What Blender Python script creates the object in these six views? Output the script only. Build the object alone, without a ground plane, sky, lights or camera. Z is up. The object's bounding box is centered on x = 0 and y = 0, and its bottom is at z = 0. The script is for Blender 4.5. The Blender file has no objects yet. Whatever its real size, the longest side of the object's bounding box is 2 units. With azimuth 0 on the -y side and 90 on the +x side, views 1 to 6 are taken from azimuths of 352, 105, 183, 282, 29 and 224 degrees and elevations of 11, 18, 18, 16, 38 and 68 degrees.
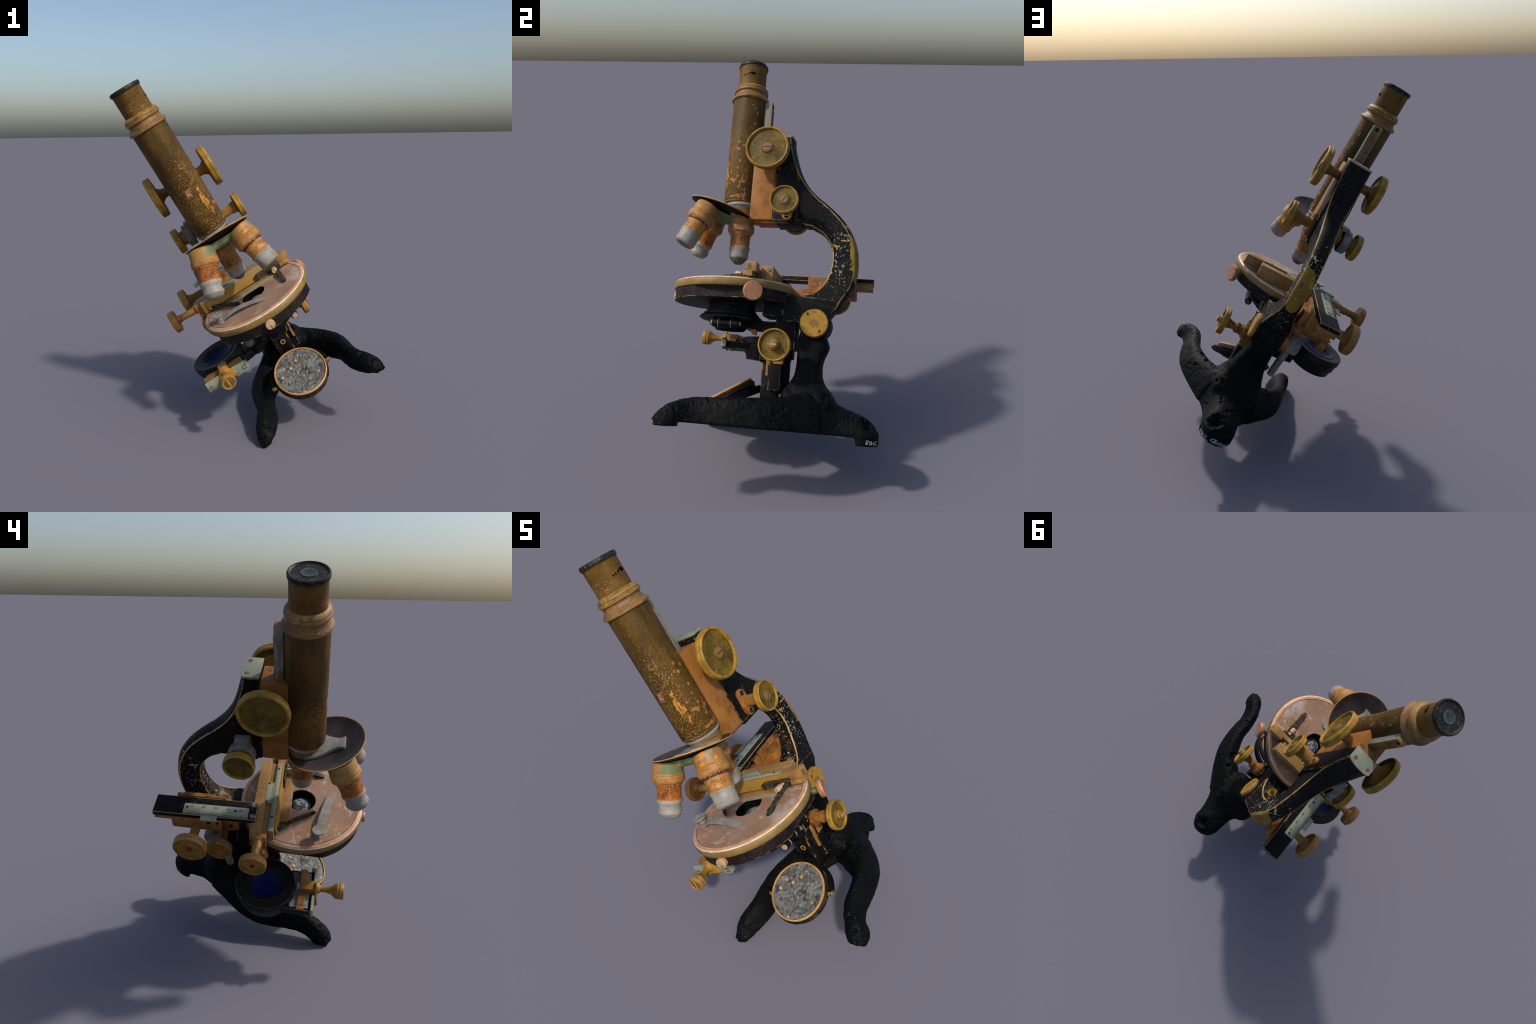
# Antique brass-and-black microscope, modelled upright in its own frame
# (x sideways, y to the back, z along the body tube, z = 0 near the stage top)
# and tipped sideways as a whole by the root Empty.
import bpy, bmesh, math
import numpy as np
from mathutils import Vector, Matrix, noise
from mathutils.bvhtree import BVHTree

V = Vector
rng = np.random.default_rng(7)

# ------------------------------------------------------------------ frame
ZA = V((-0.49726, -0.05655, 0.86575)).normalized()
XA = V((0.8745, 0.0242, 0.4845)); XA = (XA - ZA * XA.dot(ZA)).normalized()
YA = ZA.cross(XA)
ORIGIN = V((-0.01553, -0.25781, 0.86674))
FRAME = Matrix((XA, YA, ZA)).transposed().to_4x4()
FRAME.translation = ORIGIN

root = bpy.data.objects.new("microscope", None)
root.empty_display_size = 0.2
bpy.context.scene.collection.objects.link(root)
root.matrix_world = FRAME
root["label"] = "old brass and black microscope with three objectives, tipped sideways"
root["category"] = "microscope"


# -------------------------------------------------------------- materials
def s2l(c):
    """sRGB 0-255 to linear"""
    out = []
    for v in c:
        v = v / 255.0
        out.append(v / 12.92 if v <= 0.04045 else ((v + 0.055) / 1.055) ** 2.4)
    return (*[ALBEDO * v for v in out], 1.0)


ALBEDO = 0.80


class Mat:
    """Small builder: base colour mottled by noise, then speck/wear layers."""

    def __init__(self, name, c1, c2, scale=6, rough=0.6, spec=0.25, metal=0.0,
                 lo=0.35, hi=0.65, stretch=(1, 1, 1), detail=4):
        self.m = bpy.data.materials.new(name)
        self.m.use_nodes = True
        self.nt = self.m.node_tree
        self.N, self.L = self.nt.nodes, self.nt.links
        self.b = self.N["Principled BSDF"]
        self.b.inputs["Roughness"].default_value = rough
        self.b.inputs["Metallic"].default_value = metal
        self.b.inputs["Specular IOR Level"].default_value = spec
        self.tc = self.N.new("ShaderNodeTexCoord")
        f = self.ramp(self.noise(scale, detail, stretch), lo, hi)
        self.col = self.mix(f, s2l(c1), s2l(c2))
        self.done = False

    def noise(self, scale, detail=4, stretch=(1, 1, 1), offset=0.0, rough=0.6):
        mp = self.N.new("ShaderNodeMapping")
        mp.inputs["Scale"].default_value = stretch
        mp.inputs["Location"].default_value = (offset, offset * 0.7, offset * 1.3)
        self.L.new(self.tc.outputs["Object"], mp.inputs["Vector"])
        n = self.N.new("ShaderNodeTexNoise")
        n.inputs["Scale"].default_value = scale
        n.inputs["Detail"].default_value = detail
        n.inputs["Roughness"].default_value = rough
        self.L.new(mp.outputs["Vector"], n.inputs["Vector"])
        return n.outputs["Fac"]

    def ramp(self, val, lo, hi, a=0.0, b=1.0):
        r = self.N.new("ShaderNodeMapRange")
        r.interpolation_type = "SMOOTHSTEP"
        for k, v in zip(("From Min", "From Max", "To Min", "To Max"), (lo, hi, a, b)):
            r.inputs[k].default_value = v
        self.L.new(val, r.inputs["Value"])
        return r.outputs["Result"]

    def math(self, op, a, b):
        n = self.N.new("ShaderNodeMath")
        n.operation = op
        for i, v in enumerate((a, b)):
            if isinstance(v, (int, float)):
                n.inputs[i].default_value = v
            else:
                self.L.new(v, n.inputs[i])
        return n.outputs[0]

    def mix(self, f, a, b):
        n = self.N.new("ShaderNodeMix")
        n.data_type = "RGBA"
        for sock, v in ((n.inputs[0], f), (n.inputs[6], a), (n.inputs[7], b)):
            if isinstance(v, (int, float, tuple)):
                sock.default_value = v
            else:
                self.L.new(v, sock)
        return n.outputs[2]

    def zone(self, centre, radii):
        """1 inside an ellipsoid of the object, fading to 0 at its rim"""
        s = self.N.new("ShaderNodeVectorMath"); s.operation = "SUBTRACT"
        self.L.new(self.tc.outputs["Object"], s.inputs[0])
        s.inputs[1].default_value = centre
        d = self.N.new("ShaderNodeVectorMath"); d.operation = "DIVIDE"
        self.L.new(s.outputs[0], d.inputs[0])
        d.inputs[1].default_value = radii
        l = self.N.new("ShaderNodeVectorMath"); l.operation = "LENGTH"
        self.L.new(d.outputs[0], l.inputs[0])
        return self.ramp(l.outputs["Value"], 1.0, 0.35)

    def axis_band(self, axis, lo0, lo1, hi1=None, hi0=None):
        x = self.N.new("ShaderNodeSeparateXYZ")
        self.L.new(self.tc.outputs["Object"], x.inputs[0])
        a = self.ramp(x.outputs["XYZ".index(axis)], lo0, lo1)
        if hi1 is not None:
            a = self.math("MULTIPLY", a, self.ramp(x.outputs["XYZ".index(axis)], hi0, hi1))
        return a

    def layer(self, col, scale, lo, hi, zones=None, amount=1.0, stretch=(1, 1, 1), detail=3, offset=0.0, pull=0.35, rough=0.6):
        n = self.noise(scale, detail, stretch, offset, rough)
        if zones:
            z = None
            for c, r in zones:
                k = self.zone(c, r)
                z = k if z is None else self.math("MAXIMUM", z, k)
            n = self.math("ADD", n, self.math("MULTIPLY", self.math("SUBTRACT", z, 1.0), pull))
        f = self.ramp(n, lo, hi, 0.0, amount)
        self.col = self.mix(f, self.col, s2l(col))
        return self

    def specks(self, col, scale, size, amount=1.0, keep=0.5, zones=None, stretch=(1, 1, 1), gate=True):
        """round dots of random presence (Voronoi cells)"""
        mp = self.N.new("ShaderNodeMapping")
        mp.inputs["Scale"].default_value = stretch
        self.L.new(self.tc.outputs["Object"], mp.inputs["Vector"])
        v = self.N.new("ShaderNodeTexVoronoi")
        v.inputs["Scale"].default_value = scale
        self.L.new(mp.outputs["Vector"], v.inputs["Vector"])
        dot = self.ramp(v.outputs["Distance"], size, size * 0.55)
        sep = self.N.new("ShaderNodeSeparateColor")
        self.L.new(v.outputs["Color"], sep.inputs[0])
        k = self.math("LESS_THAN", sep.outputs[0], keep)
        f = self.math("MULTIPLY", dot, k)
        if gate:
            f = self.math("MULTIPLY", f, self.ramp(self.noise(5, 2, offset=3.1), 0.4, 0.62))
        if zones:
            z = None
            for c, r in zones:
                q = self.zone(c, r)
                z = q if z is None else self.math("MAXIMUM", z, q)
            f = self.math("MULTIPLY", f, z)
        f = self.math("MULTIPLY", f, amount)
        self.col = self.mix(f, self.col, s2l(col))
        return self

    def bump(self, scale, strength=0.2, dist=0.004, detail=4, stretch=(1, 1, 1)):
        n = self.noise(scale, detail, stretch, 5.0)
        b = self.N.new("ShaderNodeBump")
        b.inputs["Strength"].default_value = strength
        b.inputs["Distance"].default_value = dist
        self.L.new(n, b.inputs["Height"])
        self.L.new(b.outputs["Normal"], self.b.inputs["Normal"])
        return self

    def end(self):
        self.L.new(self.col, self.b.inputs["Base Color"])
        return self.m


CREAM = (180, 152, 112)
M = {}
# lacquered tube
t = Mat("worn_lacquer", (70, 51, 15), (100, 73, 25), 7, 0.55, 0.2, stretch=(1, 1, 0.5), detail=6)
t.layer((56, 40, 10), 30, 0.5, 0.7, stretch=(1, 1, 0.12), amount=0.7)
t.layer((124, 88, 30), 4.0, 0.5, 0.75, zones=[((0.0, -0.05, 0.50), (0.25, 0.25, 0.16)), ((0.02, 0.02, 1.15), (0.3, 0.3, 0.12))], pull=0.3)
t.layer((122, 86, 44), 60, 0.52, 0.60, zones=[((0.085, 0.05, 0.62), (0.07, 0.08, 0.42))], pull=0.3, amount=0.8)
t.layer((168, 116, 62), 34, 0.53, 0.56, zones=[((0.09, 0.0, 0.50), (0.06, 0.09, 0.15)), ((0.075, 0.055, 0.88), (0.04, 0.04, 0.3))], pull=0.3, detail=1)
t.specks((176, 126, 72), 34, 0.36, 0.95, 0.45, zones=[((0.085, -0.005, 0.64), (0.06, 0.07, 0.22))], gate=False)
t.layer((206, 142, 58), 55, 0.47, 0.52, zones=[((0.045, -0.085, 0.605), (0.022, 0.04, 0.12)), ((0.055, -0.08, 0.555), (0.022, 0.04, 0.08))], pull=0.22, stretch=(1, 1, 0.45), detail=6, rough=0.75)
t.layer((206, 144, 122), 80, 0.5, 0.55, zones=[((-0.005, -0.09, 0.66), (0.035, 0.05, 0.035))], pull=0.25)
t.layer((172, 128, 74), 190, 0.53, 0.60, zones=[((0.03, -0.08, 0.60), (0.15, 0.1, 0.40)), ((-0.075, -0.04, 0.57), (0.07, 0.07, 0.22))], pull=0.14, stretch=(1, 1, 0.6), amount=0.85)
t.specks(CREAM, 120, 0.27, 0.6, 0.35)
t.bump(90, 0.12)
M["tube"] = t.end()
t = Mat("eyepiece_lacquer", (94, 68, 23), (118, 86, 33), 20, 0.55, 0.2, detail=7)
t.layer((168, 100, 40), 14, 0.5, 0.62, zones=[((-0.03, -0.075, 1.215), (0.07, 0.06, 0.05))], pull=0.3)
t.layer((70, 52, 14), 110, 0.5, 0.68, stretch=(1, 1, 0.12), amount=0.4)
t.layer((164, 118, 84), 150, 0.56, 0.62, zones=[((0.0, -0.07, 1.15), (0.12, 0.08, 0.06))], pull=0.14)
t.layer((70, 68, 20), 20, 0.45, 0.6, zones=[((0.0, 0.0, 1.243), (0.2, 0.2, 0.022))], pull=0.3, amount=0.8)
t.specks(CREAM, 130, 0.26, 0.5, 0.3)
t.bump(90, 0.12)
M["eyepiece"] = t.end()
t = Mat("ring_brass", (140, 104, 48), (172, 132, 70), 9, 0.5, 0.3, detail=6)
t.layer((104, 74, 36), 30, 0.5, 0.62, amount=0.7, stretch=(1, 1, 2)).specks((206, 170, 122), 130, 0.3, 0.5, 0.4)
t.bump(80, 0.1)
M["ring"] = t.end()
t = Mat("ring_brass_brown", (100, 72, 42), (136, 100, 56), 12, 0.5, 0.3, detail=6)
t.layer((188, 138, 84), 90, 0.60, 0.67, amount=0.6).specks((210, 174, 136), 130, 0.3, 0.6, 0.4)
t.bump(80, 0.1)
M["ring_low"] = t.end()
t = Mat("knob_brass", (156, 116, 38), (184, 140, 50), 9, 0.5, 0.25, detail=6)
t.layer((116, 98, 32), 20, 0.48, 0.62, amount=0.7).layer((128, 84, 30), 9, 0.5, 0.7, amount=0.55)
t.bump(120, 0.1)
M["knob"] = t.end()
t = Mat("knob_face_brass", (84, 67, 16), (114, 91, 27), 16, 0.5, 0.2, detail=6)
t.layer((66, 50, 12), 14, 0.5, 0.68, amount=0.6).layer((160, 128, 52), 90, 0.58, 0.68, amount=0.6).specks((196, 172, 112), 130, 0.28, 0.7, 0.35)
t.bump(150, 0.2)
M["face"] = t.end()
t = Mat("dull_knob_brass", (146, 104, 50), (170, 124, 62), 14, 0.5, 0.25, detail=6)
t.layer((116, 82, 32), 40, 0.5, 0.65, amount=0.6)
M["dull_knob"] = t.end()
t = Mat("shaft_brass", (138, 96, 40), (172, 124, 58), 18, 0.5, 0.25, detail=6)
t.layer((92, 58, 22), 18, 0.52, 0.68, amount=0.8)
M["shaft"] = t.end()
t = Mat("orange_brass", (148, 96, 42), (168, 112, 54), 6, 0.5, 0.2, stretch=(1, 1, 0.3), detail=6)
t.layer((112, 72, 28), 9, 0.48, 0.68, amount=0.65).layer((176, 124, 70), 90, 0.55, 0.7, amount=0.4).specks((206, 174, 128), 70, 0.14, 0.6, 0.2)
M["block"] = t.end()
t = Mat("bracket_brass", (144, 94, 42), (176, 120, 60), 11, 0.5, 0.25, detail=6)
t.layer((106, 64, 24), 14, 0.48, 0.66, amount=0.75).layer((196, 148, 90), 50, 0.62, 0.72, amount=0.5)
M["bracket"] = t.end()
t = Mat("slide_brass", (148, 110, 62), (178, 136, 84), 12, 0.5, 0.25, detail=6)
t.layer((138, 106, 44), 6, 0.48, 0.64, amount=0.75).layer((120, 82, 46), 34, 0.56, 0.7, amount=0.65).specks((214, 180, 132), 110, 0.22, 0.5, 0.3)
M["slide"] = t.end()
t = Mat("slide_front_brass", (136, 102, 38), (156, 118, 48), 8, 0.5, 0.2, detail=6)
t.layer((166, 132, 84), 40, 0.56, 0.68, amount=0.5).specks((206, 180, 130), 110, 0.2, 0.5, 0.3)
M["slide_front"] = t.end()
t = Mat("objective_brass", (162, 108, 44), (186, 130, 64), 22, 0.5, 0.25, detail=7)
t.layer((206, 154, 94), 130, 0.54, 0.64, amount=0.7).layer((126, 80, 34), 40, 0.52, 0.64, amount=0.7).specks((222, 186, 140), 150, 0.3, 0.6, 0.4)
t.bump(90, 0.2)
M["objective"] = t.end()
t = Mat("grimy_brass", (126, 88, 30), (160, 112, 46), 22, 0.5, 0.25, detail=7)
t.layer((84, 56, 20), 44, 0.5, 0.62, amount=0.8).specks((214, 170, 122), 130, 0.3, 0.7, 0.45)
t.bump(90, 0.2)
M["grimy"] = t.end()
t = Mat("rusty_brass", (150, 84, 34), (180, 108, 50), 18, 0.55, 0.2, detail=7)
t.layer((98, 52, 20), 36, 0.5, 0.6, amount=0.8).layer((210, 168, 122), 100, 0.6, 0.66, amount=0.7)
t.layer((36, 18, 8), 22, 0.40, 0.48, zones=[((-0.145, -0.185, 0.285), (0.04, 0.05, 0.05))], pull=0.4)
t.bump(70, 0.25)
M["rust"] = t.end()
t = Mat("ridged_ring_brass", (160, 112, 54), (184, 136, 78), 24, 0.5, 0.25, detail=6)
t.layer((132, 86, 42), 130, 0.5, 0.64, amount=0.6)
M["knurl"] = t.end()
t = Mat("copper_ring", (154, 102, 62), (178, 128, 86), 24, 0.5, 0.25, detail=6)
t.layer((120, 76, 46), 40, 0.5, 0.62, amount=0.65)
M["knurl2"] = t.end()
t = Mat("beaded_groove", (70, 40, 28), (96, 56, 40), 60, 0.5, 0.25)
t.specks((206, 156, 130), 120, 0.42, 0.9, 0.6, gate=False)
M["bead"] = t.end()
t = Mat("green_patina", (150, 108, 54), (172, 126, 66), 9, 0.5, 0.25, detail=6)
t.layer((150, 142, 126), 12, 0.44, 0.58, zones=[((0.12, -0.16, 0.41), (0.12, 0.12, 0.05))], pull=0.25)
t.layer((218, 138, 50), 20, 0.46, 0.56, zones=[((0.15, -0.2, 0.38), (0.09, 0.08, 0.06)), ((0.02, 0.06, 0.33), (0.05, 0.05, 0.03))], pull=0.3)
t.layer((104, 122, 84), 10, 0.28, 0.44, zones=[((0.0, -0.12, 0.37), (0.16, 0.2, 0.14))], pull=0.28)
t.layer((206, 192, 140), 18, 0.44, 0.62, zones=[((0.01, -0.19, 0.385), (0.07, 0.09, 0.05))], amount=0.85, pull=0.3)  # paler yellowish patch on the hub between the two front objectives
M["patina"] = t.end()
t = Mat("tarnished_silver", (134, 128, 118), (162, 156, 146), 16, 0.5, 0.3, detail=7)
t.layer((120, 114, 104), 60, 0.5, 0.68, amount=0.45, stretch=(1, 1, 1.6)).specks((200, 194, 182), 110, 0.25, 0.5, 0.3)
t.bump(90, 0.12)
M["silver"] = t.end()
t = Mat("dull_grey_metal", (116, 116, 110), (146, 144, 136), 16, 0.5, 0.25, detail=6)
t.layer((92, 92, 86), 30, 0.52, 0.66, amount=0.6)
M["grey"] = t.end()
t = Mat("rack_side_metal", (112, 112, 98), (146, 146, 130), 10, 0.5, 0.25, stretch=(1, 1, 0.4))
t.layer((100, 84, 62), 14, 0.52, 0.66, amount=0.7, stretch=(1, 1, 0.4))
M["rack_side"] = t.end()
t = Mat("copper_stage", (152, 113, 85), (174, 141, 115), 5, 0.45, 0.3, detail=7)
t.layer((178, 118, 74), 5, 0.48, 0.66, amount=0.8)
t.layer((198, 184, 172), 5, 0.46, 0.64, zones=[((0.22, -0.04, 0), (0.15, 0.26, 0.1))], amount=0.85, pull=0.2)
t.layer((204, 186, 172), 16, 0.55, 0.66, amount=0.6, stretch=(1, 1.8, 1))
t.layer((132, 98, 80), 11, 0.52, 0.70, amount=0.65).layer((150, 132, 118), 3.5, 0.48, 0.68, amount=0.55)
t.layer((206, 176, 150), 90, 0.6, 0.68, amount=0.5)
M["copper"] = t.end()
t = Mat("stage_rim_brass", (126, 103, 54), (148, 121, 68), 10, 0.5, 0.25, detail=6)
t.layer((160, 116, 80), 14, 0.53, 0.68, amount=0.6).layer((108, 88, 44), 40, 0.55, 0.68, amount=0.5)
M["rim"] = t.end()
M["bright_edge"] = Mat("polished_edge", (212, 186, 160), (236, 220, 200), 30, 0.4, 0.3).end()
M["pink_edge"] = Mat("pink_copper_edge", (188, 134, 100), (210, 160, 124), 14, 0.45, 0.3, detail=6).end()


# black paint family
def black(name, c1, c2, specks=0.65, keep=0.4):
    k = Mat(name, c1, c2, 12, 0.55, 0.12)
    k.specks((168, 164, 150), 120, 0.26, specks, keep)
    k.layer((140, 138, 124), 80, 0.68, 0.74, amount=0.7, stretch=(1, 1, 0.7))
    return k


t = black("black_paint", (11, 11, 11), (19, 19, 19))
M["black"] = t.bump(60, 0.15).end()
t = black("limb_paint", (12, 12, 12), (22, 20, 19))
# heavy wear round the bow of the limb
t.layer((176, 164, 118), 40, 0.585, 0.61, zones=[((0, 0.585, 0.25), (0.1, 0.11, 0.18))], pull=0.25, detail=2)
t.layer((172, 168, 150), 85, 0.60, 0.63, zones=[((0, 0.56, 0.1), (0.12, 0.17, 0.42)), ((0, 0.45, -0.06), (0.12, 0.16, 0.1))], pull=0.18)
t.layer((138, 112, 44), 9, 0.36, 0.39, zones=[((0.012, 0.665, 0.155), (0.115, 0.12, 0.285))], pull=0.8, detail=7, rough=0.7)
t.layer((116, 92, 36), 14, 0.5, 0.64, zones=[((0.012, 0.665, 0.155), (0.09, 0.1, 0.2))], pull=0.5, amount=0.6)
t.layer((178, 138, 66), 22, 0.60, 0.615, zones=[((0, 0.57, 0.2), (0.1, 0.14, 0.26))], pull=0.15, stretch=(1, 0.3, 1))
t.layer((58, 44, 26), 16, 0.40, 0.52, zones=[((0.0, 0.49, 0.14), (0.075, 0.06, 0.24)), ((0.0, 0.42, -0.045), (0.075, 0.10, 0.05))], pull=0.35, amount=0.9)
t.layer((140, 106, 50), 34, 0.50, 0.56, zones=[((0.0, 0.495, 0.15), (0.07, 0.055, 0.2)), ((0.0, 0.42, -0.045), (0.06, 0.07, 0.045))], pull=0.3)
t.bump(60, 0.15)
M["limb"] = t.end()
t = Mat("chipped_edge", (158, 122, 58), (190, 152, 86), 26, 0.5, 0.25)
t.layer((24, 20, 17), 30, 0.58, 0.64, amount=0.9)
M["chip"] = t.end()
t = Mat("chipped_edge_faint", (20, 18, 16), (38, 32, 24), 22, 0.55, 0.15)
t.layer((150, 126, 76), 26, 0.48, 0.6, amount=0.75)
M["chip2"] = t.end()
t = Mat("holder_edge", (22, 19, 17), (48, 40, 32), 22, 0.55, 0.15)
t.layer((112, 90, 66), 40, 0.5, 0.62, amount=0.7)
M["edge3"] = t.end()
t = Mat("stage_body_paint", (30, 22, 20), (50, 36, 32), 16, 0.55, 0.15, detail=6)
t.layer((17, 14, 14), 9, 0.48, 0.64, amount=0.8).specks((150, 134, 122), 130, 0.28, 0.7, 0.5)
M["stage_body"] = t.bump(80, 0.2).end()
t = Mat("cast_iron_paint", (5, 6, 7), (12, 13, 14), 10, 0.62, 0.10, detail=6)
t.layer((30, 32, 32), 60, 0.55, 0.75, amount=0.5)
t.specks((136, 138, 134), 90, 0.2, 0.6, 0.22)
t.layer((146, 122, 76), 40, 0.74, 0.78, amount=0.8)
t.layer((150, 122, 70), 30, 0.4, 0.46, zones=[((0.395, -0.215, -0.755), (0.05, 0.04, 0.03)), ((-0.395, -0.21, -0.76), (0.05, 0.03, 0.025)), ((0.41, -0.115, -0.745), (0.03, 0.025, 0.03))], pull=0.4)
t.bump(70, 0.5, 0.006)
M["iron"] = t.end()
t = Mat("black_disc_top", (48, 42, 39), (74, 66, 60), 9, 0.5, 0.2, detail=6)
t.specks((140, 130, 118), 130, 0.25, 0.5, 0.35)
M["disc"] = t.end()
t = Mat("ebonite", (18, 19, 18), (38, 39, 36), 18, 0.5, 0.2, detail=6)
t.layer((108, 106, 96), 80, 0.58, 0.7, amount=0.6).specks((160, 156, 142), 130, 0.28, 0.6, 0.4, gate=False)
M["ebonite"] = t.end()
t = Mat("patinated_clip", (30, 26, 21), (66, 58, 46), 30, 0.5, 0.2, detail=6)
t.layer((104, 100, 78), 50, 0.52, 0.64, amount=0.75)
M["clip_dark"] = t.end()
M["eye_ring"] = Mat("eye_lens_rim", (54, 58, 62), (84, 88, 90), 40, 0.4, 0.25).end()
M["eye_glass"] = Mat("eye_lens", (34, 37, 42), (60, 63, 68), 40, 0.3, 0.3).end()
t = Mat("iris_black", (18, 17, 16), (32, 30, 28), 18, 0.5, 0.2, detail=6)
t.specks((124, 116, 102), 110, 0.22, 0.5, 0.3)
M["iris"] = t.end()
t = Mat("blue_glass", (12, 18, 60), (20, 28, 84), 26, 0.5, 0.15, detail=6)
t.specks((140, 150, 170), 80, 0.18, 0.7, 0.35)
M["blue"] = t.end()
t = Mat("scale_plate_silver", (128, 134, 118), (152, 156, 138), 8, 0.5, 0.25, detail=6)
t.layer((166, 164, 132), 5, 0.48, 0.68, amount=0.6).layer((108, 114, 102), 50, 0.58, 0.7, amount=0.4)
M["scale"] = t.end()
M["mark"] = Mat("engraved_mark", (62, 66, 58), (92, 94, 84), 60, 0.7, 0.1).end()
M["paint_white"] = Mat("white_lettering", (150, 156, 170), (186, 192, 205), 60, 0.7, 0.1).end()
M["screw"] = Mat("screw_head", (118, 84, 50), (152, 112, 72), 90, 0.5, 0.25, detail=6).end()
M["steel_screw"] = Mat("steel_screw", (70, 68, 64), (122, 118, 108), 90, 0.45, 0.3).end()
M["slot"] = Mat("screw_slot", (46, 30, 22), (70, 48, 36), 60, 0.7, 0.1).end()
M["slot_light"] = Mat("screw_slot_bright", (190, 176, 150), (206, 190, 166), 60, 0.7, 0.1).end()
t = Mat("copper_knob_face", (172, 116, 82), (194, 138, 102), 20, 0.5, 0.25, detail=6)
t.layer((140, 94, 66), 30, 0.55, 0.68, amount=0.5)
M["pink"] = t.end()
t = Mat("pale_brass", (188, 152, 116), (212, 180, 144), 30, 0.5, 0.25, detail=6)
t.layer((150, 110, 80), 60, 0.55, 0.66, amount=0.6)
M["ivory"] = t.end()
M["wine"] = Mat("wine_lacquer", (58, 28, 14), (84, 44, 20), 10, 0.5, 0.2, detail=6).end()
t = Mat("condenser_lens", (84, 86, 88), (168, 168, 168), 26, 0.3, 0.4, lo=0.4, hi=0.6)
t.layer((24, 26, 30), 34, 0.5, 0.6, amount=0.8)
M["lens"] = t.end()
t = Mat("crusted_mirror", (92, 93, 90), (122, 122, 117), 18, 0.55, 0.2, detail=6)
t.layer((58, 59, 58), 34, 0.5, 0.62, amount=0.85, detail=5)
t.layer((24, 25, 25), 55, 0.63, 0.68, amount=0.9)
t.specks((206, 190, 166), 62, 0.26, 0.85, 0.22, gate=False)
t.specks((202, 158, 102), 23, 0.31, 0.95, 0.42, gate=False)
t.specks((190, 150, 80), 30, 0.34, 0.9, 0.45, zones=[((0.02, 0.08, -0.53), (0.11, 0.07, 0.07))], gate=False)
t.bump(60, 0.5, 0.006)
M["mirror"] = t.end()
M["gold"] = Mat("gilt_rim", (182, 128, 66), (206, 156, 92), 16, 0.45, 0.3, detail=6).end()
M["dark"] = Mat("dark_recess", (9, 8, 8), (15, 13, 12), 10, 0.85, 0.05).end()


# ------------------------------------------------------------ mesh builder
def host(parent):
    """never nest deeper than thing > part > sub-part"""
    if parent is None:
        return root
    return parent.parent if parent is not root and parent.parent is not root else parent


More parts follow.
